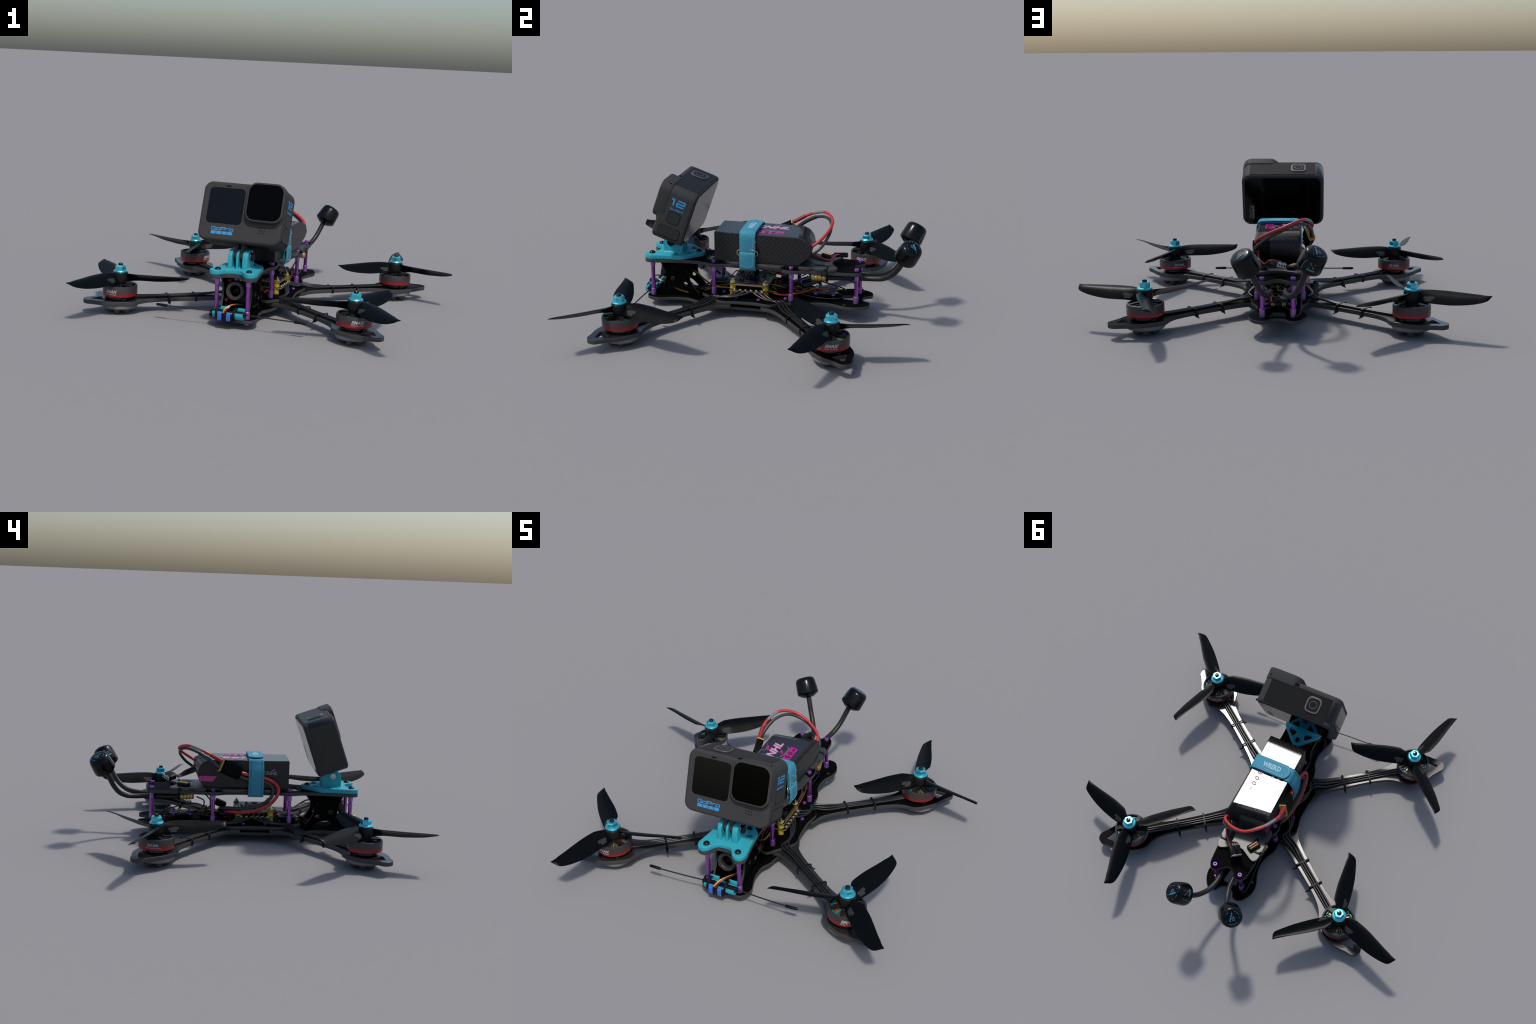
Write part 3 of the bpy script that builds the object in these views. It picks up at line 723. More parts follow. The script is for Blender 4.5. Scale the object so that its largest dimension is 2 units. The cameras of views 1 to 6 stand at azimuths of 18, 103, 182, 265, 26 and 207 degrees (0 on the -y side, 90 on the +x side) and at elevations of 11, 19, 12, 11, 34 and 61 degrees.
add("lens_barrel", lathe("lens_barrel", [(0.034, 0.030), (0.034, 0.055), (0.0465, 0.058), (0.0480, 0.062), (0.0480, 0.084), (0.0465, 0.087), (0.0340, 0.087), (0.0300, 0.083), (0.0295, 0.040)], "dark_grey", 40, LAX, cap=False), pcam)
add("pilot_lens", lathe("pilot_lens", [(0.0, 0.073), (0.012, 0.071), (0.022, 0.066), (0.0296, 0.058), (0.0296, 0.05), (0, .05)], "glass", 32, LAX), pcam)
bm = bmesh.new()
for dx, dz, c in ((-0.048, 0.052, 0), (0.05, 0.050, 0), (-0.055, -0.05, 0), (0.058, -0.02, 1), (0.05, -0.055, 1), (0.062, 0.03, 2)):
    box_bm(bm, (0.016, 0.018, 0.016), LT @ Matrix.Translation((dx, -0.036 if c == 0 else 0.02, dz)), 0.002, c)
add("pilot_camera_details", from_bm(bm, "pilot_camera_details", ["red_dark", "gold", "chip"]), pcam, kind="stuff")
for k, c in enumerate(("yellow_wire", "red", "wire")):
    tube("signal_wire", [(CX + 0.03 + .006 * k, -0.395, 0.20), (CX + 0.05 + .006 * k, -0.33, 0.19), (CX + 0.062 + .004 * k, -0.27, 0.15), (CX + 0.058, -0.21, 0.118 - .003 * k), (CX + 0.055 + .006 * k, -0.13, 0.115)], 0.0032, c, pcam, 5, 6)

# ------------------------------------------------------------------ front receiver antenna in its cyan holder
AY, AZ = -0.590, 0.0780
YZ_X = Matrix.Translation((0, AY, AZ)) @ X90
rx = add("receiver_antenna", lathe("receiver_antenna", [(0.0, -0.098), (0.009, -0.098), (0.0145, -0.090), (0.0145, 0.070), (0.0125, 0.092), (0.0, 0.092)], "black", 20, YZ_X), root)
gut = [(cos(radians(a)) * r, sin(radians(a)) * r) for r, rng in ((0.0295, range(160, 371, 15)), (0.0175, range(370, 159, -15))) for a in rng]
for hx0, hx1, part in ((-0.080, 0.085, None),):
    arc = [(AY + p[0], AZ + p[1]) for p in gut]
    holder = add("antenna_holder", prism("antenna_holder", arc, hx0, hx1, "cyan", [], 0.0015, 1, ALONG_X), rx)
for hx0, hx1 in ((-0.074, -0.020), (0.034, 0.086)):
    add("holder_lip", prism("holder_lip", round_rect(-0.568, -0.556, 0.078, 0.103, 0.003, 2), hx0, hx1, "cyan", [], 0.001, 1, ALONG_X), rx)
for cx in (-0.046, 0.002):
    add("clip", prism("clip", round_rect(-0.634, -0.604, 0.044, 0.086, 0.006, 3), cx, cx + 0.022, "blue", [], 0.002, 2, ALONG_X), rx)
add("connector", prism("connector", round_rect(-0.630, -0.604, 0.042, 0.082, 0.004, 3), -0.024, 0.032, "black", [], 0.002, 2, ALONG_X), rx)
for zx in (-0.056, 0.038):
    add("zip_tie", prism("zip_tie", [(AY + .036 * cos(t * pi / 12), AZ - .003 + .036 * sin(t * pi / 12)) for t in range(24)], zx - .006, zx + .006, "black",
        [[(AY + .032 * cos(t * pi / 12), AZ - .003 + .032 * sin(t * pi / 12)) for t in range(24)]], 0.001, 1, ALONG_X), rx)
for k, c in enumerate(("yellow_wire", "red", "wire")):
    tube("signal_wire", [(-0.018 + .007 * k, -0.618, 0.080), (-0.014 + .007 * k, -0.622, 0.098), (0.000 + .006 * k, -0.606, 0.116), (0.022 + .005 * k, -0.575, 0.122), (0.045 + .004 * k, -0.52, 0.110), (0.055, -0.43 - .01 * k, 0.075),
                         (0.060 - .006 * k, -0.34, 0.066), (0.058 - .006 * k, -0.25, 0.098)], 0.0034, c, rx, 5, 6)
for s in (1, -1):
    tube("antenna_whip", [(CX - 0.003 + s * 0.085, AY + 0.002, AZ), (CX + s * 0.22, -0.596, AZ), (CX + 0.001 + s * 0.352, -0.600, AZ)], 0.0034, "wire", rx, 4, 8)
    p = CX + 0.001 + s * 0.346
    tube("antenna_cap", [(p, -0.600, AZ), (p + s * 0.003, -0.600, AZ), (p + s * 0.056, -0.599, AZ), (p + s * 0.063, -0.599, AZ)], [0.0062, 0.0078, 0.0074, 0.004], "black", rx, raw=True)

# ------------------------------------------------------------------ flight electronics stack
FY = -0.0165
def board(name, x0, x1, y0, y1, z0, z1, mats, r=0.016):
    return add(name, prism(name, round_rect(x0, x1, y0, y1, r, 3), z0, z1, mats, [], 0.0006, 1), root)
esc = board("speed_controller", CX - 0.128, CX + 0.128, FY - 0.108, FY + 0.108, 0.1225, 0.1300, ["board", "board_edge"])
fc = board("flight_controller", CX - 0.119, CX + 0.119, FY - 0.108, FY + 0.108, 0.1560, 0.1630, ["board", "board_edge"])
post_me = lathe("rubber_post", [(0.0, 0.0925), (0.0165, 0.0925), (0.0165, 0.1200), (0.0135, 0.1205), (0.0135, 0.1315), (0.0165, 0.1320), (0.0165, 0.1535), (0.0135, 0.1540), (0.0135, 0.1645),
                                (0.0160, 0.1650), (0.0160, 0.1700), (0.0, 0.1700)], "yellow", 24)
hexnut_me = lathe("hex_nut", [(0.0, 0.1705), (0.0150, 0.1705), (0.0150, 0.1720), (0.0125, 0.1725), (0.0125, 0.1815), (0.0055, 0.1820), (0.0050, 0.1905), (0.0, 0.1910)], "steel", 6, smooth=20)
for s in (1, -1):
    for t in (1, -1):
        T = Matrix.Translation((CX - 0.002 + s * 0.0985, FY + t * 0.0905, 0))
        p = add("rubber_post", post_me, fc, T); add("hex_nut", hexnut_me, p, T)
bm = bmesh.new(); rnd = random.Random(5)
for i in range(15):                                       # gold pads along the board edges
    for s in (1, -1):
        box_bm(bm, (0.013, 0.0058, 0.0016), Matrix.Translation((CX + s * 0.112, FY - 0.07 + 0.010 * i, 0.1634)), 0, 0)
        if i % 2: box_bm(bm, (0.0058, 0.013, 0.0016), Matrix.Translation((CX - 0.07 + 0.010 * i, FY + s * 0.100, 0.1634)), 0, 0)
for i in range(38):
    box_bm(bm, (rnd.uniform(.004, .012), rnd.uniform(.004, .010), rnd.uniform(.003, .008)),
           Matrix.Translation((CX + rnd.uniform(-.085, .085), FY + rnd.uniform(-.075, .075), 0.1655)), 0, rnd.choice((0, 1, 2, 2, 4, 4)))
box_bm(bm, (0.052, 0.052, 0.006), Matrix.Translation((CX + .01, FY + .012, 0.1655)), .001, 4)
box_bm(bm, (0.026, 0.034, 0.007), Matrix.Translation((CX + .080, FY - .014, 0.1665)), .001, 2)
box_bm(bm, (0.040, 0.020, 0.026), Matrix.Translation((CX - .080, FY + .000, 0.1730)), .002, 4)
add("board_components", from_bm(bm, "board_components", ["gold", "side_print", "chip", "board_edge", "black_soft"]), fc, kind="stuff")
bm = bmesh.new()
for s in (1, -1):
    for i in range(6):                                    # solder pads of the speed controller with blobs of solder
        y = FY - 0.075 + 0.030 * i
        box_bm(bm, (0.018, 0.016, 0.003), Matrix.Translation((CX + s * 0.118, y, 0.1312)), .0005, 1)
        d = bmesh.ops.create_uvsphere(bm, u_segments=8, v_segments=6, radius=0.0052)
        bmesh.ops.translate(bm, vec=(CX + s * 0.120, y, 0.1330), verts=d["verts"])
        box_bm(bm, (0.020, 0.018, 0.010), Matrix.Translation((CX + s * 0.085, y, 0.1350)), .001, 2)
add("solder_joints", from_bm(bm, "solder_joints", ["steel", "gold", "black_soft"]), esc, kind="stuff")
bm = bmesh.new(); box_bm(bm, (0.050, 0.062, 0.034), frame((CX - 0.004, 0.172, 0.178), (1, 0, 0), (0, 1, 0.42)), .003)
add("filter_box", from_bm(bm, "filter_box", "black_soft"), root)
box("capacitor_base", (CX - .045, .125, .0925), (CX + .060, .185, .125), "black_soft", root, .004)

receiver = add("receiver_board", prism("receiver_board", round_rect(-0.074, 0.006, -0.262, -0.156, 0.006, 2), 0.1190, 0.1255, "green", [], 0.0006, 1), root)
box("receiver_module", (-0.066, -0.245, 0.1255), (-0.012, -0.185, 0.139), "chip", receiver, .002)
box("receiver_base", (-0.070, -0.255, 0.0925), (0.004, -0.165, 0.1188), "black_soft", receiver, .003)
vtx = add("video_transmitter", prism("video_transmitter", round_rect(-0.040, 0.062, 0.330, 0.452, 0.006, 2), 0.1170, 0.1245, "board", [], 0.0006, 1), root)
box("transmitter_heatsink", (-0.036, 0.335, 0.0925), (0.058, 0.446, 0.1168), "black_soft", vtx, .003)
for x in (-0.018, 0.036):
    add("coax_socket", lathe("coax_socket", [(0, 0), (.009, 0), (.009, .010), (.0065, .011), (.0065, .018), (0, .018)], "gold", 16, Matrix.Translation((x, .444, .1225)) @ Matrix.Rotation(-pi / 2, 4, 'X')), vtx)
for x in (-0.048, 0.070):
    for y in (0.345, 0.440):
        add("small_screw", small_screw_me, vtx, Matrix.Translation((x, y, 0.121)))
        add("transmitter_leg", lathe("transmitter_leg", [(0, .0925), (.0075, .0925), (.0075, .1205), (0, .1205)], "black", 12, Matrix.Translation((x, y, 0))), vtx)
bm = bmesh.new()
for i in range(26):
    box_bm(bm, (rnd.uniform(.003, .012), rnd.uniform(.003, .010), rnd.uniform(.002, .006)), Matrix.Translation((rnd.uniform(-.03, .052), rnd.uniform(.345, .44), 0.1262)), 0, rnd.choice((0, 1, 2, 2)))
box_bm(bm, (0.030, 0.016, 0.014), Matrix.Translation((-0.010, 0.338, 0.131)), .001, 3)
add("transmitter_components", from_bm(bm, "transmitter_components", ["gold", "side_print", "chip", "white"]), vtx, kind="stuff")
for k, c in enumerate(("yellow_wire", "red", "white", "wire")):
    tube("signal_wire", [(CX + 0.06 + .005 * k, 0.09, 0.118), (CX + 0.07 + .004 * k, 0.16, 0.112 + .002 * k), (CX + 0.062 + .004 * k, 0.24, 0.116), (CX + 0.03 + .004 * k, 0.30, 0.126), (-0.016 + .007 * k, 0.334, 0.132)], 0.003, c, vtx, 5, 6)
for k, c in enumerate(("yellow_wire", "red")):
    tube("signal_wire", [(CX + 0.075 + .004 * k, 0.08, 0.120), (CX + 0.085, 0.17, 0.108), (CX + 0.074 + .004 * k, 0.27, 0.128), (CX + 0.052 + .004 * k, 0.335, 0.148), (CX + 0.040 + .003 * k, 0.385, 0.146), (CX + 0.034 + .004 * k, 0.405, 0.126)], 0.003, c, vtx, 5, 6)
    tube("signal_wire", [(-0.03 + .007 * k, -0.18, 0.128), (-0.055 + .005 * k, -0.15, 0.150), (-0.06 + .005 * k, -0.13, 0.172), (-0.045 + .005 * k, -0.10, 0.170)], 0.003, c, receiver, 5, 6)
tube("coax_lead", [(0.036, 0.462, 0.121), (0.058, 0.490, 0.115), (0.080, 0.470, 0.110), (0.084, 0.40, 0.105), (0.080, 0.30, 0.112), (0.090, 0.22, 0.150), (0.104, 0.255, 0.205), (0.118, 0.310, 0.236)], 0.0038, "wire", vtx, 6, 8)
tube("coax_lead", [(-0.018, 0.462, 0.121), (-0.045, 0.492, 0.112), (-0.075, 0.450, 0.118), (-0.075, 0.36, 0.140), (-0.085, 0.285, 0.165), (-0.104, 0.270, 0.215), (-0.108, 0.312, 0.240)], 0.0038, "wire", vtx, 6, 8)
tube("coax_lead", [(-0.070, 0.53, 0.098), (-0.082, 0.585, 0.100), (-0.100, 0.56, 0.115), (-0.105, 0.47, 0.165), (-0.100, 0.33, 0.200), (-0.075, 0.24, 0.165)], 0.0034, "wire", root, 6, 8)

# loose wiring and taped blocks that crowd the bays before and behind the stack
rw = random.Random(21)
loom = add("wire_loom", from_bm((lambda b: (box_bm(b, (0.040, 0.034, 0.022), frame((0.046, 0.252, 0.106), (1, 0.2, 0), (0, 1, 0.1)), 0.003),
        box_bm(b, (0.036, 0.050, 0.024), frame((-0.040, 0.262, 0.108), (1, -0.3, 0.1), (0, 1, 0.1)), 0.003),
        box_bm(b, (0.040, 0.030, 0.028), frame((0.046, -0.300, 0.085), (1, 0, 0), (0, 1, 0.2)), 0.003), b)[-1])(bmesh.new()), "loom_blocks", "black_soft"), root, kind="stuff")
bm = bmesh.new()
for k in range(9):
    x0_, x1_ = rw.uniform(-.06, .075), rw.uniform(-.05, .065)
    pts = [(x0_, 0.085, rw.uniform(.110, .15)), (x0_ + rw.uniform(-.03, .03), 0.15, rw.uniform(.100, .135)), (x1_ + rw.uniform(-.03, .03), 0.23, rw.uniform(.099, .130)),
           (x1_ + rw.uniform(-.02, .02), 0.29, rw.uniform(.100, .130)), (x1_, rw.uniform(.33, .36), rw.uniform(.12, .13))]
    tube_bm(bm, catmull(pts, 5), rw.choice((.0026, .0034, .0042)), 6, mat=rw.choice((0, 0, 0, 0, 1, 2, 3)))
for k in range(5):
    x0_, x1_ = rw.uniform(-.05, .065), rw.uniform(-.045, .06)
    pts = [(x0_, -0.125, rw.uniform(.110, .150)), (x0_ + rw.uniform(-.02, .02), -0.19, rw.uniform(.10, .13)), (x1_ + rw.uniform(-.02, .02), -0.27, rw.uniform(.099, .115)),
           (x1_, -0.34, rw.uniform(.062, .090)), (x1_ * .8, -0.415, rw.uniform(.09, .14))]
    tube_bm(bm, catmull(pts, 5), rw.choice((.0026, .0034)), 6, mat=rw.choice((0, 0, 0, 1, 2, 3)))
add("loose_wires", from_bm(bm, "loose_wires", ["wire", "red", "yellow_wire", "grey_band"], 60), loom, kind="stuff")

# ------------------------------------------------------------------ rear antennas
def ant(sgn, path, centre, axis, mark_dir):
    """flexible stem swept along its path, glossy barrel head at its end, threaded connector at its start"""
    stem = tube("antenna", path, 0.0142, "pipe", root, 8, 14)
    z = Vector(axis).normalized()
    x = Vector(mark_dir); x = (x - z * x.dot(z)).normalized(); y = z.cross(x)
    o = Vector(centre) - z * 0.059
    M = Matrix(((x.x, y.x, z.x, o.x), (x.y, y.y, z.y, o.y), (x.z, y.z, z.z, o.z), (0, 0, 0, 1)))
    start = path[0]
    prof = [(0.0, 0.000), (0.022, 0.000), (0.034, 0.004), (0.0555, 0.017), (0.0605, 0.022), (0.0620, 0.029), (0.0600, 0.060), (0.0570, 0.094), (0.0535, 0.106), (0.0460, 0.114), (0.035, 0.1175), (0.0, 0.1185)]
    head = add("antenna_head", lathe("antenna_head", prof, "antenna", 48, None, True, 50), stem, M)
    rim = lambda r, t: Vector((r * cos(t), r * sin(t), 0))
    def side(px, py, h):                                   # wrap print on the barrel
        zz = 0.030 + py; r = 0.0620 - (zz - 0.029) * 0.0765 + 0.0002 + h; t = px / 0.06
        return Vector((r * cos(t), r * sin(t), zz))
    topm = lambda px, py, h: Vector((px, py, 0.1185 - 0.8 * (px * px + py * py) + h + 0.0002))
    strokes = []
    for q in stroke_text("X", -0.017, 0.030, 0.026, 0.028, 0, 0.0055): strokes.append(q)
    add("antenna_mark", polys_mesh("antenna_mark", strokes, side, "antenna_mark_lilac"), head, M)
    bars = []
    for k in range(6):
        x0 = -0.019 + 0.0064 * k
        bars.append([(x0, 0.016), (x0 + .0058, 0.016), (x0 + .0058, 0.0225), (x0, 0.0225)])
    for q in stroke_quads([(-0.044, 0.002), (-0.044, 0.040), (-0.036, 0.058)], 0.0022): bars.append([tuple(v) for v in q])
    add("antenna_mark", polys_mesh("antenna_mark", bars, side, "antenna_mark"), head, M)
    # badge on the crown: broken ring, emblem and an illegible word
    rr = random.Random(3 if sgn > 0 else 4); lil, cy = [], []
    for k in range(28):
        if rr.random() < 0.45:
            t0, t1 = 2 * pi * k / 28, 2 * pi * (k + .8) / 28
            cy.append([(r * cos(t), r * sin(t)) for r, t in ((0.0345, t0), (0.0360, t0), (0.0360, t1), (0.0345, t1))][::-1])
    word = [(-0.022 + 0.0050 * i + rr.uniform(-.0006, .0006), -0.016 + rr.uniform(-.002, .002) + 0.0012 * i) for i in range(9)]
    for i, (a_, b_) in enumerate(word):
        w, h = 0.0042, rr.uniform(.004, .0085)
        cy.append([(a_, b_), (a_ + w, b_ + .0006), (a_ + w, b_ + h), (a_, b_ + h * .8)])
    for line in ([(-.010, -.003), (-.004, .010), (.004, .016), (.011, .012)], [(.012, .010), (.006, .002), (-.003, -.001)], [(-.002, .004), (.003, .009)]):
        for q in stroke_quads(line, 0.0034): lil.append([tuple(v) for v in q])
    add("antenna_mark", polys_mesh("antenna_mark", cy, topm, "antenna_mark"), head, M)
    add("antenna_mark", polys_mesh("antenna_mark", lil, topm, "antenna_mark_lilac"), head, M)
    # threaded gold connector and its tie
    C = axis_frame(start, Vector(start) * 2 - Vector(path[1]))
    gp = [(0.0, -0.012), (0.0185, -0.012), (0.0185, 0.012), (0.0130, 0.013), (0.0130, 0.018), (0.0195, 0.019), (0.0195, 0.030), (0.0130, 0.031), (0.0130, 0.037), (0.0190, 0.038), (0.0190, 0.046), (0.0130, 0.047),
          (0.0130, 0.053), (0.0165, 0.054), (0.0165, 0.064), (0.0060, 0.068), (0.0, 0.068)]
    add("antenna_connector", lathe("antenna_connector", gp, "gold", 12, C, True, 25), stem)
    add("zip_tie", prism("zip_tie", round_rect(start[0] - .021, start[0] + .021, start[2] - .020, .2935, .008, 3), -(start[1] + .024), -(start[1] + .014), "black",
        [round_rect(start[0] - .018, start[0] + .018, start[2] - .017, .2905, .006, 3)], 0.0008, 1, ALONG_Y), stem)
    return stem
ant(1, [(0.107, 0.392, 0.232), (0.088, 0.450, 0.229), (0.052, 0.550, 0.224), (0.043, 0.620, 0.223), (0.056, 0.686, 0.231), (0.070, 0.722, 0.246), (0.087, 0.760, 0.277), (0.103, 0.789, 0.319), (0.119, 0.812, 0.364)],
    (0.1405, 0.835, 0.408), (0.405, 0.430, 0.805), (-0.9, -0.35, 0.2))
ant(-1, [(-0.090, 0.392, 0.236), (-0.070, 0.450, 0.230), (-0.036, 0.550, 0.224), (-0.031, 0.610, 0.222), (-0.040, 0.658, 0.221), (-0.056, 0.704, 0.228), (-0.078, 0.744, 0.251), (-0.102, 0.775, 0.294), (-0.121, 0.797, 0.344), (-0.134, 0.812, 0.378)],
    (-0.1565, 0.834, 0.4225), (-0.425, 0.400, 0.812), (0.0, 1.0, -0.3))

# ------------------------------------------------------------------ battery
BX0, BX1, BZ0, BZ1, BY0 = -0.0985, 0.1175, 0.2895, 0.4495, -0.2060
def battery_profile(k):
    """side profile (y, z); k = 0 at the -x wall (round tail) ... 1 at the +x wall (chamfered tail)"""
    pts = [(BY0, BZ0), (BY0, BZ1)]
    cy, cz, r = 0.231, (BZ0 + BZ1) / 2, (BZ1 - BZ0) / 2
    rnd_ = [(cy + r * sin(radians(a)) * 0.98, cz + r * cos(radians(a))) for a in range(0, 181, 15)]
    ch = [(0.258, BZ1), (0.276, 0.4440), (0.294, 0.4370), (0.311, 0.4290), (0.326, 0.4210), (0.329, 0.405), (0.329, 0.388), (0.329, 0.372), (0.326, 0.356), (0.311, 0.340), (0.294, 0.325), (0.276, 0.310), (0.255, BZ0)]
    for a, b in zip(rnd_, ch): pts.append((a[0] + (b[0] - a[0]) * k, a[1] + (b[1] - a[1]) * k))
    return pts
bm = bmesh.new(); rings = []; NB = 14
for i in range(NB + 1):
    k = i / NB; x = BX0 + (BX1 - BX0) * k
    rings.append([bm.verts.new((x + 0.024 * k * max(0.0, min(1.0, (y - 0.235) / 0.095)) ** 1.3, y, z)) for y, z in battery_profile(k ** 1.2)])
for A, B in zip(rings, rings[1:]):
    for j in range(len(A)):
        f = bm.faces.new((A[j], A[(j + 1) % len(A)], B[(j + 1) % len(A)], B[j]))
bm.faces.new(rings[0]); bm.faces.new(rings[-1])
bmesh.ops.recalc_face_normals(bm, faces=bm.faces)
for f in bm.faces:
    c = f.calc_center_median()
    if c.y > 0.262 and abs(f.normal.x) < 0.6 and (c.x > 0.055 or c.z < 0.335 or f.normal.z > 0.75): f.material_index = 1
sharp = [e for e in bm.edges if len(e.link_faces) == 2 and e.calc_face_angle() > 0.9]
bmesh.ops.bevel(bm, geom=sharp, offset=0.004, segments=2, affect='EDGES', profile=0.5)
for f in bm.faces:
    if f.normal.z > 0.97 and f.material_index == 0: f.material_index = 2
battery = add("battery", from_bm(bm, "battery", ["batt", "batt_end", "batt_top"], 30), root)
for p in battery.data.polygons:
    if p.area > 0.0015: p.use_smooth = False
topM = frame((0, 0, BZ1 + 0.0003), (0, 1, 0), (-1, 0, 0))               # text read from the +x side
tm = flat_map(topM)
add("battery_brand", polys_mesh("battery_brand", font_text("CNHL", -0.008, 0.002, 0.182, 0.048, 0.3, 0.03), tm, "batt_white", 0.0012), battery)
bolt = [[(0.088, 0.0575), (0.118, 0.0575), (0.158, 0.094), (0.128, 0.072), (0.120, 0.080)], [(0.092, -0.0095), (0.124, -0.0095), (0.112, -0.020), (0.084, -0.036), (0.100, -0.018)]]
add("battery_bolt", polys_mesh("battery_bolt", bolt + font_text("CNHL", -0.011, -0.001, 0.185, 0.051, 0.3, 0.08), tm, "magenta", 0.0006), battery)
add("battery_capacity_box", polys_mesh("battery_capacity_box", [[(-0.01 + .0435 * i, -0.086), (0.0305 + .0435 * i, -0.086), (0.0375 + .0435 * i, -0.046), (-0.003 + .0435 * i, -0.046)] for i in range(4)], tm, "magenta", 0.0006), battery)
add("battery_capacity", polys_mesh("battery_capacity", font_text("1 3 0 0", -0.004, -0.080, 0.118, -0.053, 0.1) + font_text("mAh", 0.132, -0.076, 0.156, -0.060), tm, "batt_end", 0.0012), battery)
trace = []
for line in ([(0.045, 0.092), (0.085, 0.092), (0.10, 0.066), (0.10, 0.056)], [(0.06, -0.030), (0.085, -0.042), (0.150, -0.042), (0.165, -0.030)], [(0.06, -0.026), (0.087, -0.038), (0.148, -0.038), (0.163, -0.026)]):
    for q in stroke_quads(line, 0.0018): trace.append([tuple(v) for v in q])
add("battery_trace", polys_mesh("battery_trace", trace, tm, "side_print", 0.0006), battery)
LM = flat_map(frame((BX0 - 0.0003, 0, 0), (0, -1, 0), (0, 0, 1)))       # -x wall, read from -x
add("battery_brand", polys_mesh("battery_brand", font_text("CNHL", 0.055, 0.3695, 0.140, 0.3900, 0.3, 0.035), LM, "side_print", 0.0012), battery)
add("battery_bolt", polys_mesh("battery_bolt", [[(0.078, 0.360), (0.110, 0.3705), (0.135, 0.3725), (0.092, 0.3665)], [(0.098, 0.3915), (0.112, 0.398), (0.128, 0.409), (0.118, 0.3915)]], LM, "magenta", 0.0006), battery)
add("battery_tab", polys_mesh("battery_tab", [[(-0.300, 0.3265), (-0.222, 0.3265), (-0.200, 0.3570), (-0.303, 0.3570)]], LM, "magenta", 0.0006), battery)
add("battery_text", polys_mesh("battery_text", font_text("SUPER LIGHT 4S", 0.010, 0.306, 0.098, 0.314), LM, "grey_print", 0.0006), battery)
RM = frame((BX1 + 0.0003, 0.080, 0.372), (0, cos(radians(21)), sin(radians(21))), (0, -sin(radians(21)), cos(radians(21))))
rm = flat_map(RM)
add("battery_text", polys_mesh("battery_text", font_text("14.8V", -0.022, 0.024, 0.008, 0.033) + font_text("19.24WH", 0.030, 0.026, 0.074, 0.035) + font_text("POWER LI-PO BATTERY", -0.070, 0.000, 0.074, 0.0115)
    + font_text("www.chinahobbyline.com", -0.062, -0.022, 0.066, -0.0155), rm, "side_print", 0.0006), battery)

# strap: woven band round battery and plates
SY0, SY1 = -0.0615, 0.0245
def ribbon(path, th):
    P = [Vector(p) for p in path]; L, R = [], []
    for i in range(len(P)):
        t = (P[min(i + 1, len(P) - 1)] - P[max(i - 1, 0)]).normalized(); n = Vector((-t.y, t.x)) * th / 2
        L.append(tuple(P[i] + n)); R.append(tuple(P[i] - n))
    return L + R[::-1]
main_path = catmull([(0.1225, 0.255), (0.1245, 0.30), (0.1270, 0.345), (0.1275, 0.40), (0.1255, 0.436), (0.1170, 0.4520), (0.095, 0.4555), (0.0, 0.4560), (-0.080, 0.4555), (-0.0985, 0.4500), (-0.1105, 0.4280),
                     (-0.1270, 0.3930), (-0.1340, 0.3500), (-0.1310, 0.3050), (-0.1250, 0.2520)], 5)
strap = add("battery_strap", prism("battery_strap", ribbon(main_path, 0.0052), -SY1, -SY0, "strap", [], 0.001, 1, ALONG_Y, 50), root)
over_path = catmull([(0.1330, 0.352), (0.1345, 0.40), (0.1325, 0.440), (0.1210, 0.4600), (0.098, 0.4640), (0.050, 0.4650)], 5)
add("strap_layer", prism("strap_layer", ribbon(over_path, 0.0055), -SY1, -SY0, "strap", [], 0.001, 1, ALONG_Y, 50), strap)
flap = [(0.0520, SY0), (0.0520, SY1)] + [(-0.055 - 0.034 * sin(radians(a)), (SY0 + SY1) / 2 + 0.043 * cos(radians(a))) for a in range(0, 181, 15)]
add("strap_flap", prism("strap_flap", flap, 0.4625, 0.4680, "strap", [], 0.001, 1), strap)
low_path = catmull([(0.1300, 0.256), (0.1370, 0.262), (0.1400, 0.300), (0.1405, 0.335), (0.1375, 0.3475), (0.1315, 0.3460), (0.1300, 0.330)], 4)
add("strap_layer", prism("strap_layer", ribbon(low_path, 0.0055), -SY1, -SY0, "strap", [], 0.001, 1, ALONG_Y, 50), strap)
add("strap_layer", prism("strap_layer", ribbon([(0.122, .2485), (0.06, .2490), (-.06, .2490), (-.124, .2485)], 0.005), -SY1, -SY0, "strap", [], 0.001, 1, ALONG_Y, 50), strap)
add("strap_ring", (lambda bm_: (tube_bm(bm_, [Vector((0.1325 + .003 * sin(i * pi / 8), -0.019 + 0.056 * math.copysign(abs(cos(i * pi / 16)) ** .6, cos(i * pi / 16)), 0.3475 + 0.0190 * math.copysign(abs(sin(i * pi / 16)) ** .8, sin(i * pi / 16)))) for i in range(32)], 0.0036, 8, True), from_bm(bm_, "strap_ring", "brass_ring", 60))[1])(bmesh.new()), strap)
bm = bmesh.new()                                           # dashed seams
def dash(p, q, w=0.0016, h=0.0014):
    p, q = Vector(p), Vector(q); d = q - p
    box_bm(bm, (d.length, w, h), frame((p + q) / 2, d, Vector((0, 1, 0)) if abs(d.normalized().y) < .9 else Vector((1, 0, 0))), 0)
for yy in (SY0 + 0.012, SY1 - 0.012):
    for i in range(16):
        dash((0.094 - 0.0095 * i, yy, 0.4684), (0.088 - 0.0095 * i, yy, 0.4684))
    for i in range(9):
        dash((0.1376, yy, 0.440 - 0.0095 * i), (0.1376, yy, 0.4345 - 0.0095 * i))
    for i in range(5):
        dash((0.1437, yy, 0.336 - 0.0095 * i), (0.1437, yy, 0.3305 - 0.0095 * i))
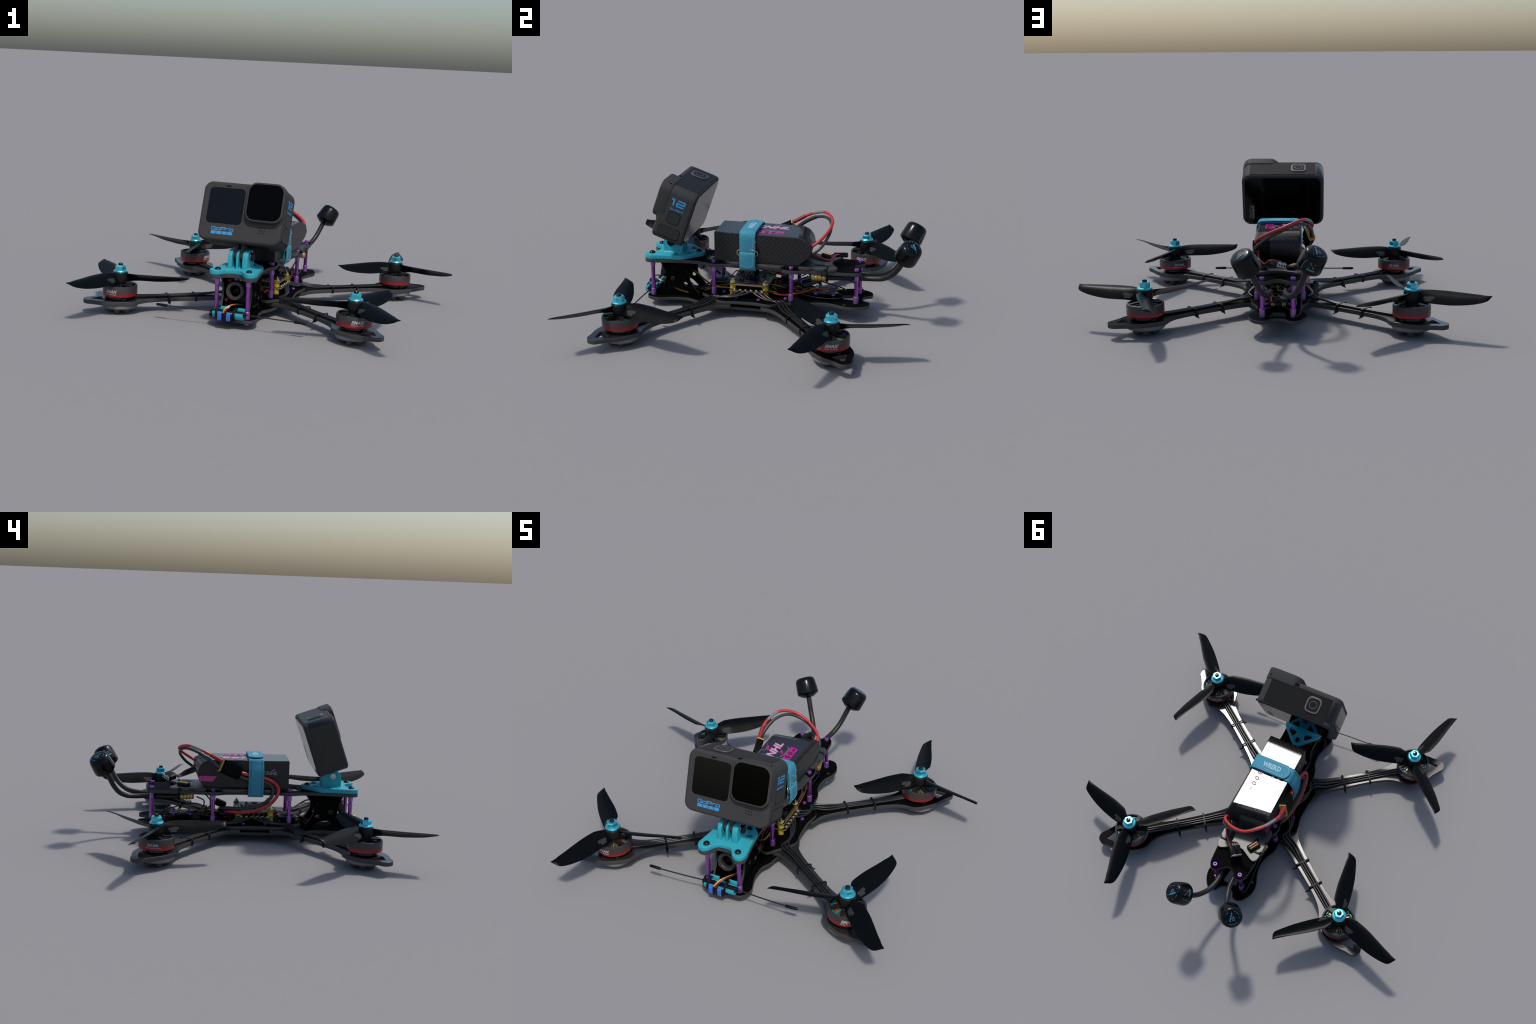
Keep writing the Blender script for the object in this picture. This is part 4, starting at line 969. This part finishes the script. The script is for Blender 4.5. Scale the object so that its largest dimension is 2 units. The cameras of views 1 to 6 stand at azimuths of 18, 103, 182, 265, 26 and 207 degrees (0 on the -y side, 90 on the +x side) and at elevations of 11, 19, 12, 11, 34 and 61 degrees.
for k in range(9):
    a0, a1 = pi * (k + .15) / 9, pi * (k + .75) / 9
    yc = (SY0 + SY1) / 2
    dash((0.1437, yc + 0.031 * cos(a0), 0.289 - 0.020 * sin(a0)), (0.1437, yc + 0.031 * cos(a1), 0.289 - 0.020 * sin(a1)))
    dash((-0.055 - 0.024 * sin(a0), yc + 0.031 * cos(a0), 0.4684), (-0.055 - 0.024 * sin(a1), yc + 0.031 * cos(a1), 0.4684))
add("strap_stitches", from_bm(bm, "strap_stitches", "stitch"), strap, kind="stuff")
bm = bmesh.new()
mp = main_path
for yy in (SY0 + 0.012, SY1 - 0.012):
    for i in range(len(mp) - 1):
        if mp[i].x < -0.10:
            t = (mp[i + 1] - mp[i]); n = Vector((-t.y, t.x)).normalized() * -0.0030
            L_ = t.length; cnt = max(1, int(L_ / 0.0095))
            for c in range(cnt):
                a, b = mp[i] + t * (c / cnt), mp[i] + t * ((c + .6) / cnt)
                dash((a.x + n.x, yy, a.y + n.y), (b.x + n.x, yy, b.y + n.y), h=0.0012)
add("strap_stitches", from_bm(bm, "strap_stitches", "black_soft"), strap, kind="stuff")
sm = flat_map(frame((0, 0, 0.4681), (-1, 0, 0), (0, -1, 0)))
add("strap_lettering", polys_mesh("strap_lettering", font_text("WREKD", -0.072, 0.004, 0.034, 0.036, 0, 0.035), flat_map(frame((0, 0, 0.4681), (1, 0, 0), (0, 1, 0))) if False else
    (lambda x, y, h: Vector((-x, 0.0015 - y, 0.4681 + h))), "strap_print", 0.0006), strap)
faint = []
for cyy, czz in ((-0.034, 0.42), (0.000, 0.395), (-0.040, 0.375), (0.004, 0.43)):
    for i in range(5): faint.append([(cyy + .005 * i, czz - .005 * i), (cyy + .005 * i + .0035, czz - .005 * i - .001), (cyy + .005 * i + .006, czz - .005 * i + .006), (cyy + .005 * i + .0025, czz - .005 * i + .007)])
add("strap_pattern", polys_mesh("strap_pattern", faint, lambda x, y, h: Vector((0.1376 + h, x, y)), "strap_print_faint", 0.0006), strap)

# ------------------------------------------------------------------ battery leads and connector
red_path = catmull([(0.112, 0.316, 0.400), (0.124, 0.334, 0.412), (0.108, 0.368, 0.436), (0.050, 0.402, 0.470), (-0.020, 0.414, 0.501), (-0.075, 0.392, 0.522), (-0.118, 0.350, 0.528), (-0.146, 0.287, 0.509), (-0.154, 0.241, 0.487), (-0.148, 0.178, 0.452)], 8)
iA = min(range(len(red_path)), key=lambda i: (red_path[i] - Vector((-0.118, 0.350, 0.528))).length)
iB = min(range(len(red_path)), key=lambda i: (red_path[i] - Vector((-0.146, 0.287, 0.509))).length)
iC = min(range(len(red_path)), key=lambda i: (red_path[i] - Vector((-0.154, 0.241, 0.487))).length)
lead = tube("battery_lead", red_path[:iA + 1], 0.0080, "red", battery, raw=True, seg=14)
tube("lead_band", red_path[iA:iB + 1], 0.0082, "grey_band", lead, raw=True, seg=14)
tube("battery_lead", red_path[iB:iC + 1], 0.0080, "red", battery, raw=True, seg=14)
tube("lead_sleeve", red_path[iC:], 0.0108, "red_dark", lead, raw=True, seg=14)
blk = catmull([(0.112, 0.322, 0.362), (0.131, 0.341, 0.372), (0.112, 0.378, 0.404), (0.050, 0.407, 0.452), (-0.025, 0.406, 0.490), (-0.080, 0.372, 0.509), (-0.125, 0.312, 0.496), (-0.150, 0.248, 0.460), (-0.154, 0.190, 0.415)], 8)
lead2 = tube("battery_lead", blk, 0.0080, "black_lead", battery, raw=True, seg=14)
tube("lead_sleeve", blk[-16:], 0.0105, "black_lead", lead2, raw=True, seg=14)
P0, P1 = Vector((-0.146, 0.181, 0.428)), Vector((-0.131, 0.072, 0.376))
up = Vector((0.025, -0.033, 0.057)).normalized()
MX = frame(P0, (P1 - P0), up)
xt = [(-0.036, -0.012), (-0.026, -0.018), (0.036, -0.018), (0.036, 0.018), (-0.026, 0.018), (-0.036, 0.012)]
def conn(name, h0, h1, mat, parent, grow=0.0):
    PM = MX @ Matrix(((0, 0, 1, 0), (1, 0, 0, 0), (0, 1, 0, 0), (0, 0, 0, 1)))
    return add(name, prism(name, [(a * (1 + grow), b * (1 + grow)) for a, b in xt], h0, h1, mat, [], 0.002, 2, PM), parent)
plug = conn("power_connector", 0.004, 0.086, "black_soft", root)
conn("connector_flange", -0.004, 0.004, "amber", plug, 0.04)
conn("connector_sleeve", 0.086, 0.122, "black_soft", plug, -0.06)
lead3 = tube("power_lead", [(-0.130, 0.085, 0.392), (-0.126, 0.045, 0.378), (-0.116, -0.010, 0.366), (-0.116, -0.070, 0.352), (-0.124, -0.122, 0.330), (-0.131, -0.146, 0.292), (-0.138, -0.132, 0.248), (-0.141, -0.092, 0.206), (-0.138, -0.030, 0.174), (-0.128, 0.050, 0.158), (-0.108, 0.120, 0.156), (-0.060, 0.148, 0.150), (-0.020, 0.130, 0.140)], 0.0102, "red", root, 6, 14)
tube("power_lead", [(-0.132, 0.080, 0.366), (-0.130, 0.040, 0.350), (-0.118, -0.010, 0.341), (-0.117, -0.060, 0.334), (-0.124, -0.100, 0.318), (-0.129, -0.117, 0.286), (-0.132, -0.104, 0.246), (-0.133, -0.064, 0.212), (-0.130, 0.000, 0.188), (-0.122, 0.070, 0.178), (-0.104, 0.145, 0.176), (-0.060, 0.180, 0.160), (-0.020, 0.165, 0.140)], 0.0102, "black_lead", root, 6, 14)
# balance plug with its thin leads
PA, PB = Vector((0.025, 0.446, 0.336)), Vector((-0.008, 0.486, 0.3275))
side_dir = Vector((-0.78, -0.55, -0.30))
MB = frame((PA + PB) / 2, PB - PA, side_dir)
bm = bmesh.new(); box_bm(bm, ((PB - PA).length, 0.060, 0.026), MB, 0.002)
bplug = add("balance_plug", from_bm(bm, "balance_plug", "black"), battery)
bm = bmesh.new(); box_bm(bm, (0.004, 0.056, 0.023), MB @ Matrix.Translation(((PB - PA).length / 2 + .0012, 0, 0)), 0.001)
for dy in (-0.009, 0.009): box_bm(bm, (0.004, 0.008, 0.006), MB @ Matrix.Translation(((PB - PA).length / 2 + .0012, dy * 1.6, 0.013)), 0)
add("plug_face", from_bm(bm, "plug_face", "white"), bplug)
bm = bmesh.new()
for dy in (-0.018, 0.0, 0.018): box_bm(bm, (0.003, 0.0075, 0.0075), MB @ Matrix.Translation(((PB - PA).length / 2 + .0026, dy, 0)), 0)
add("plug_dark_squares", from_bm(bm, "plug_dark_squares", "black_soft"), bplug)  # dark blocks on the white face stand in for its sockets
for k in range(5):
    e = MB @ Vector((-(PB - PA).length / 2, -0.022 + 0.011 * k, 0))
    s0 = Vector((0.110, 0.318, 0.372 - 0.008 * k)); mid = Vector((0.108 - .004 * k, 0.375, 0.345 - 0.006 * k)); m2 = Vector((0.078 - .004 * k, 0.418, 0.322 - .002 * k))
    tube("balance_lead", [s0, mid, m2, e + (PA - PB).normalized() * 0.015, e + (PB - PA).normalized() * 0.01], 0.0036, "red" if k == 0 else "wire", bplug, 6, 8)
# small capped lead lying on the pad
M4 = frame((-0.062, 0.386, 0.300), (-0.5, -0.86, 0), (0.86, -0.5, 0))
bm = bmesh.new(); box_bm(bm, (0.070, 0.040, 0.020), M4, 0.007)
wrap = add("taped_connector", from_bm(bm, "taped_connector", "black"), root)
for k, c in enumerate(("yellow_wire", "red", "white")):
    a, b = M4 @ Vector((-0.026, -0.008 + .007 * k, 0.0105)), M4 @ Vector((0.026, -0.008 + .007 * k, 0.0105))
    tube("signal_wire", [a, b], 0.0025, c, wrap, raw=True, seg=6)
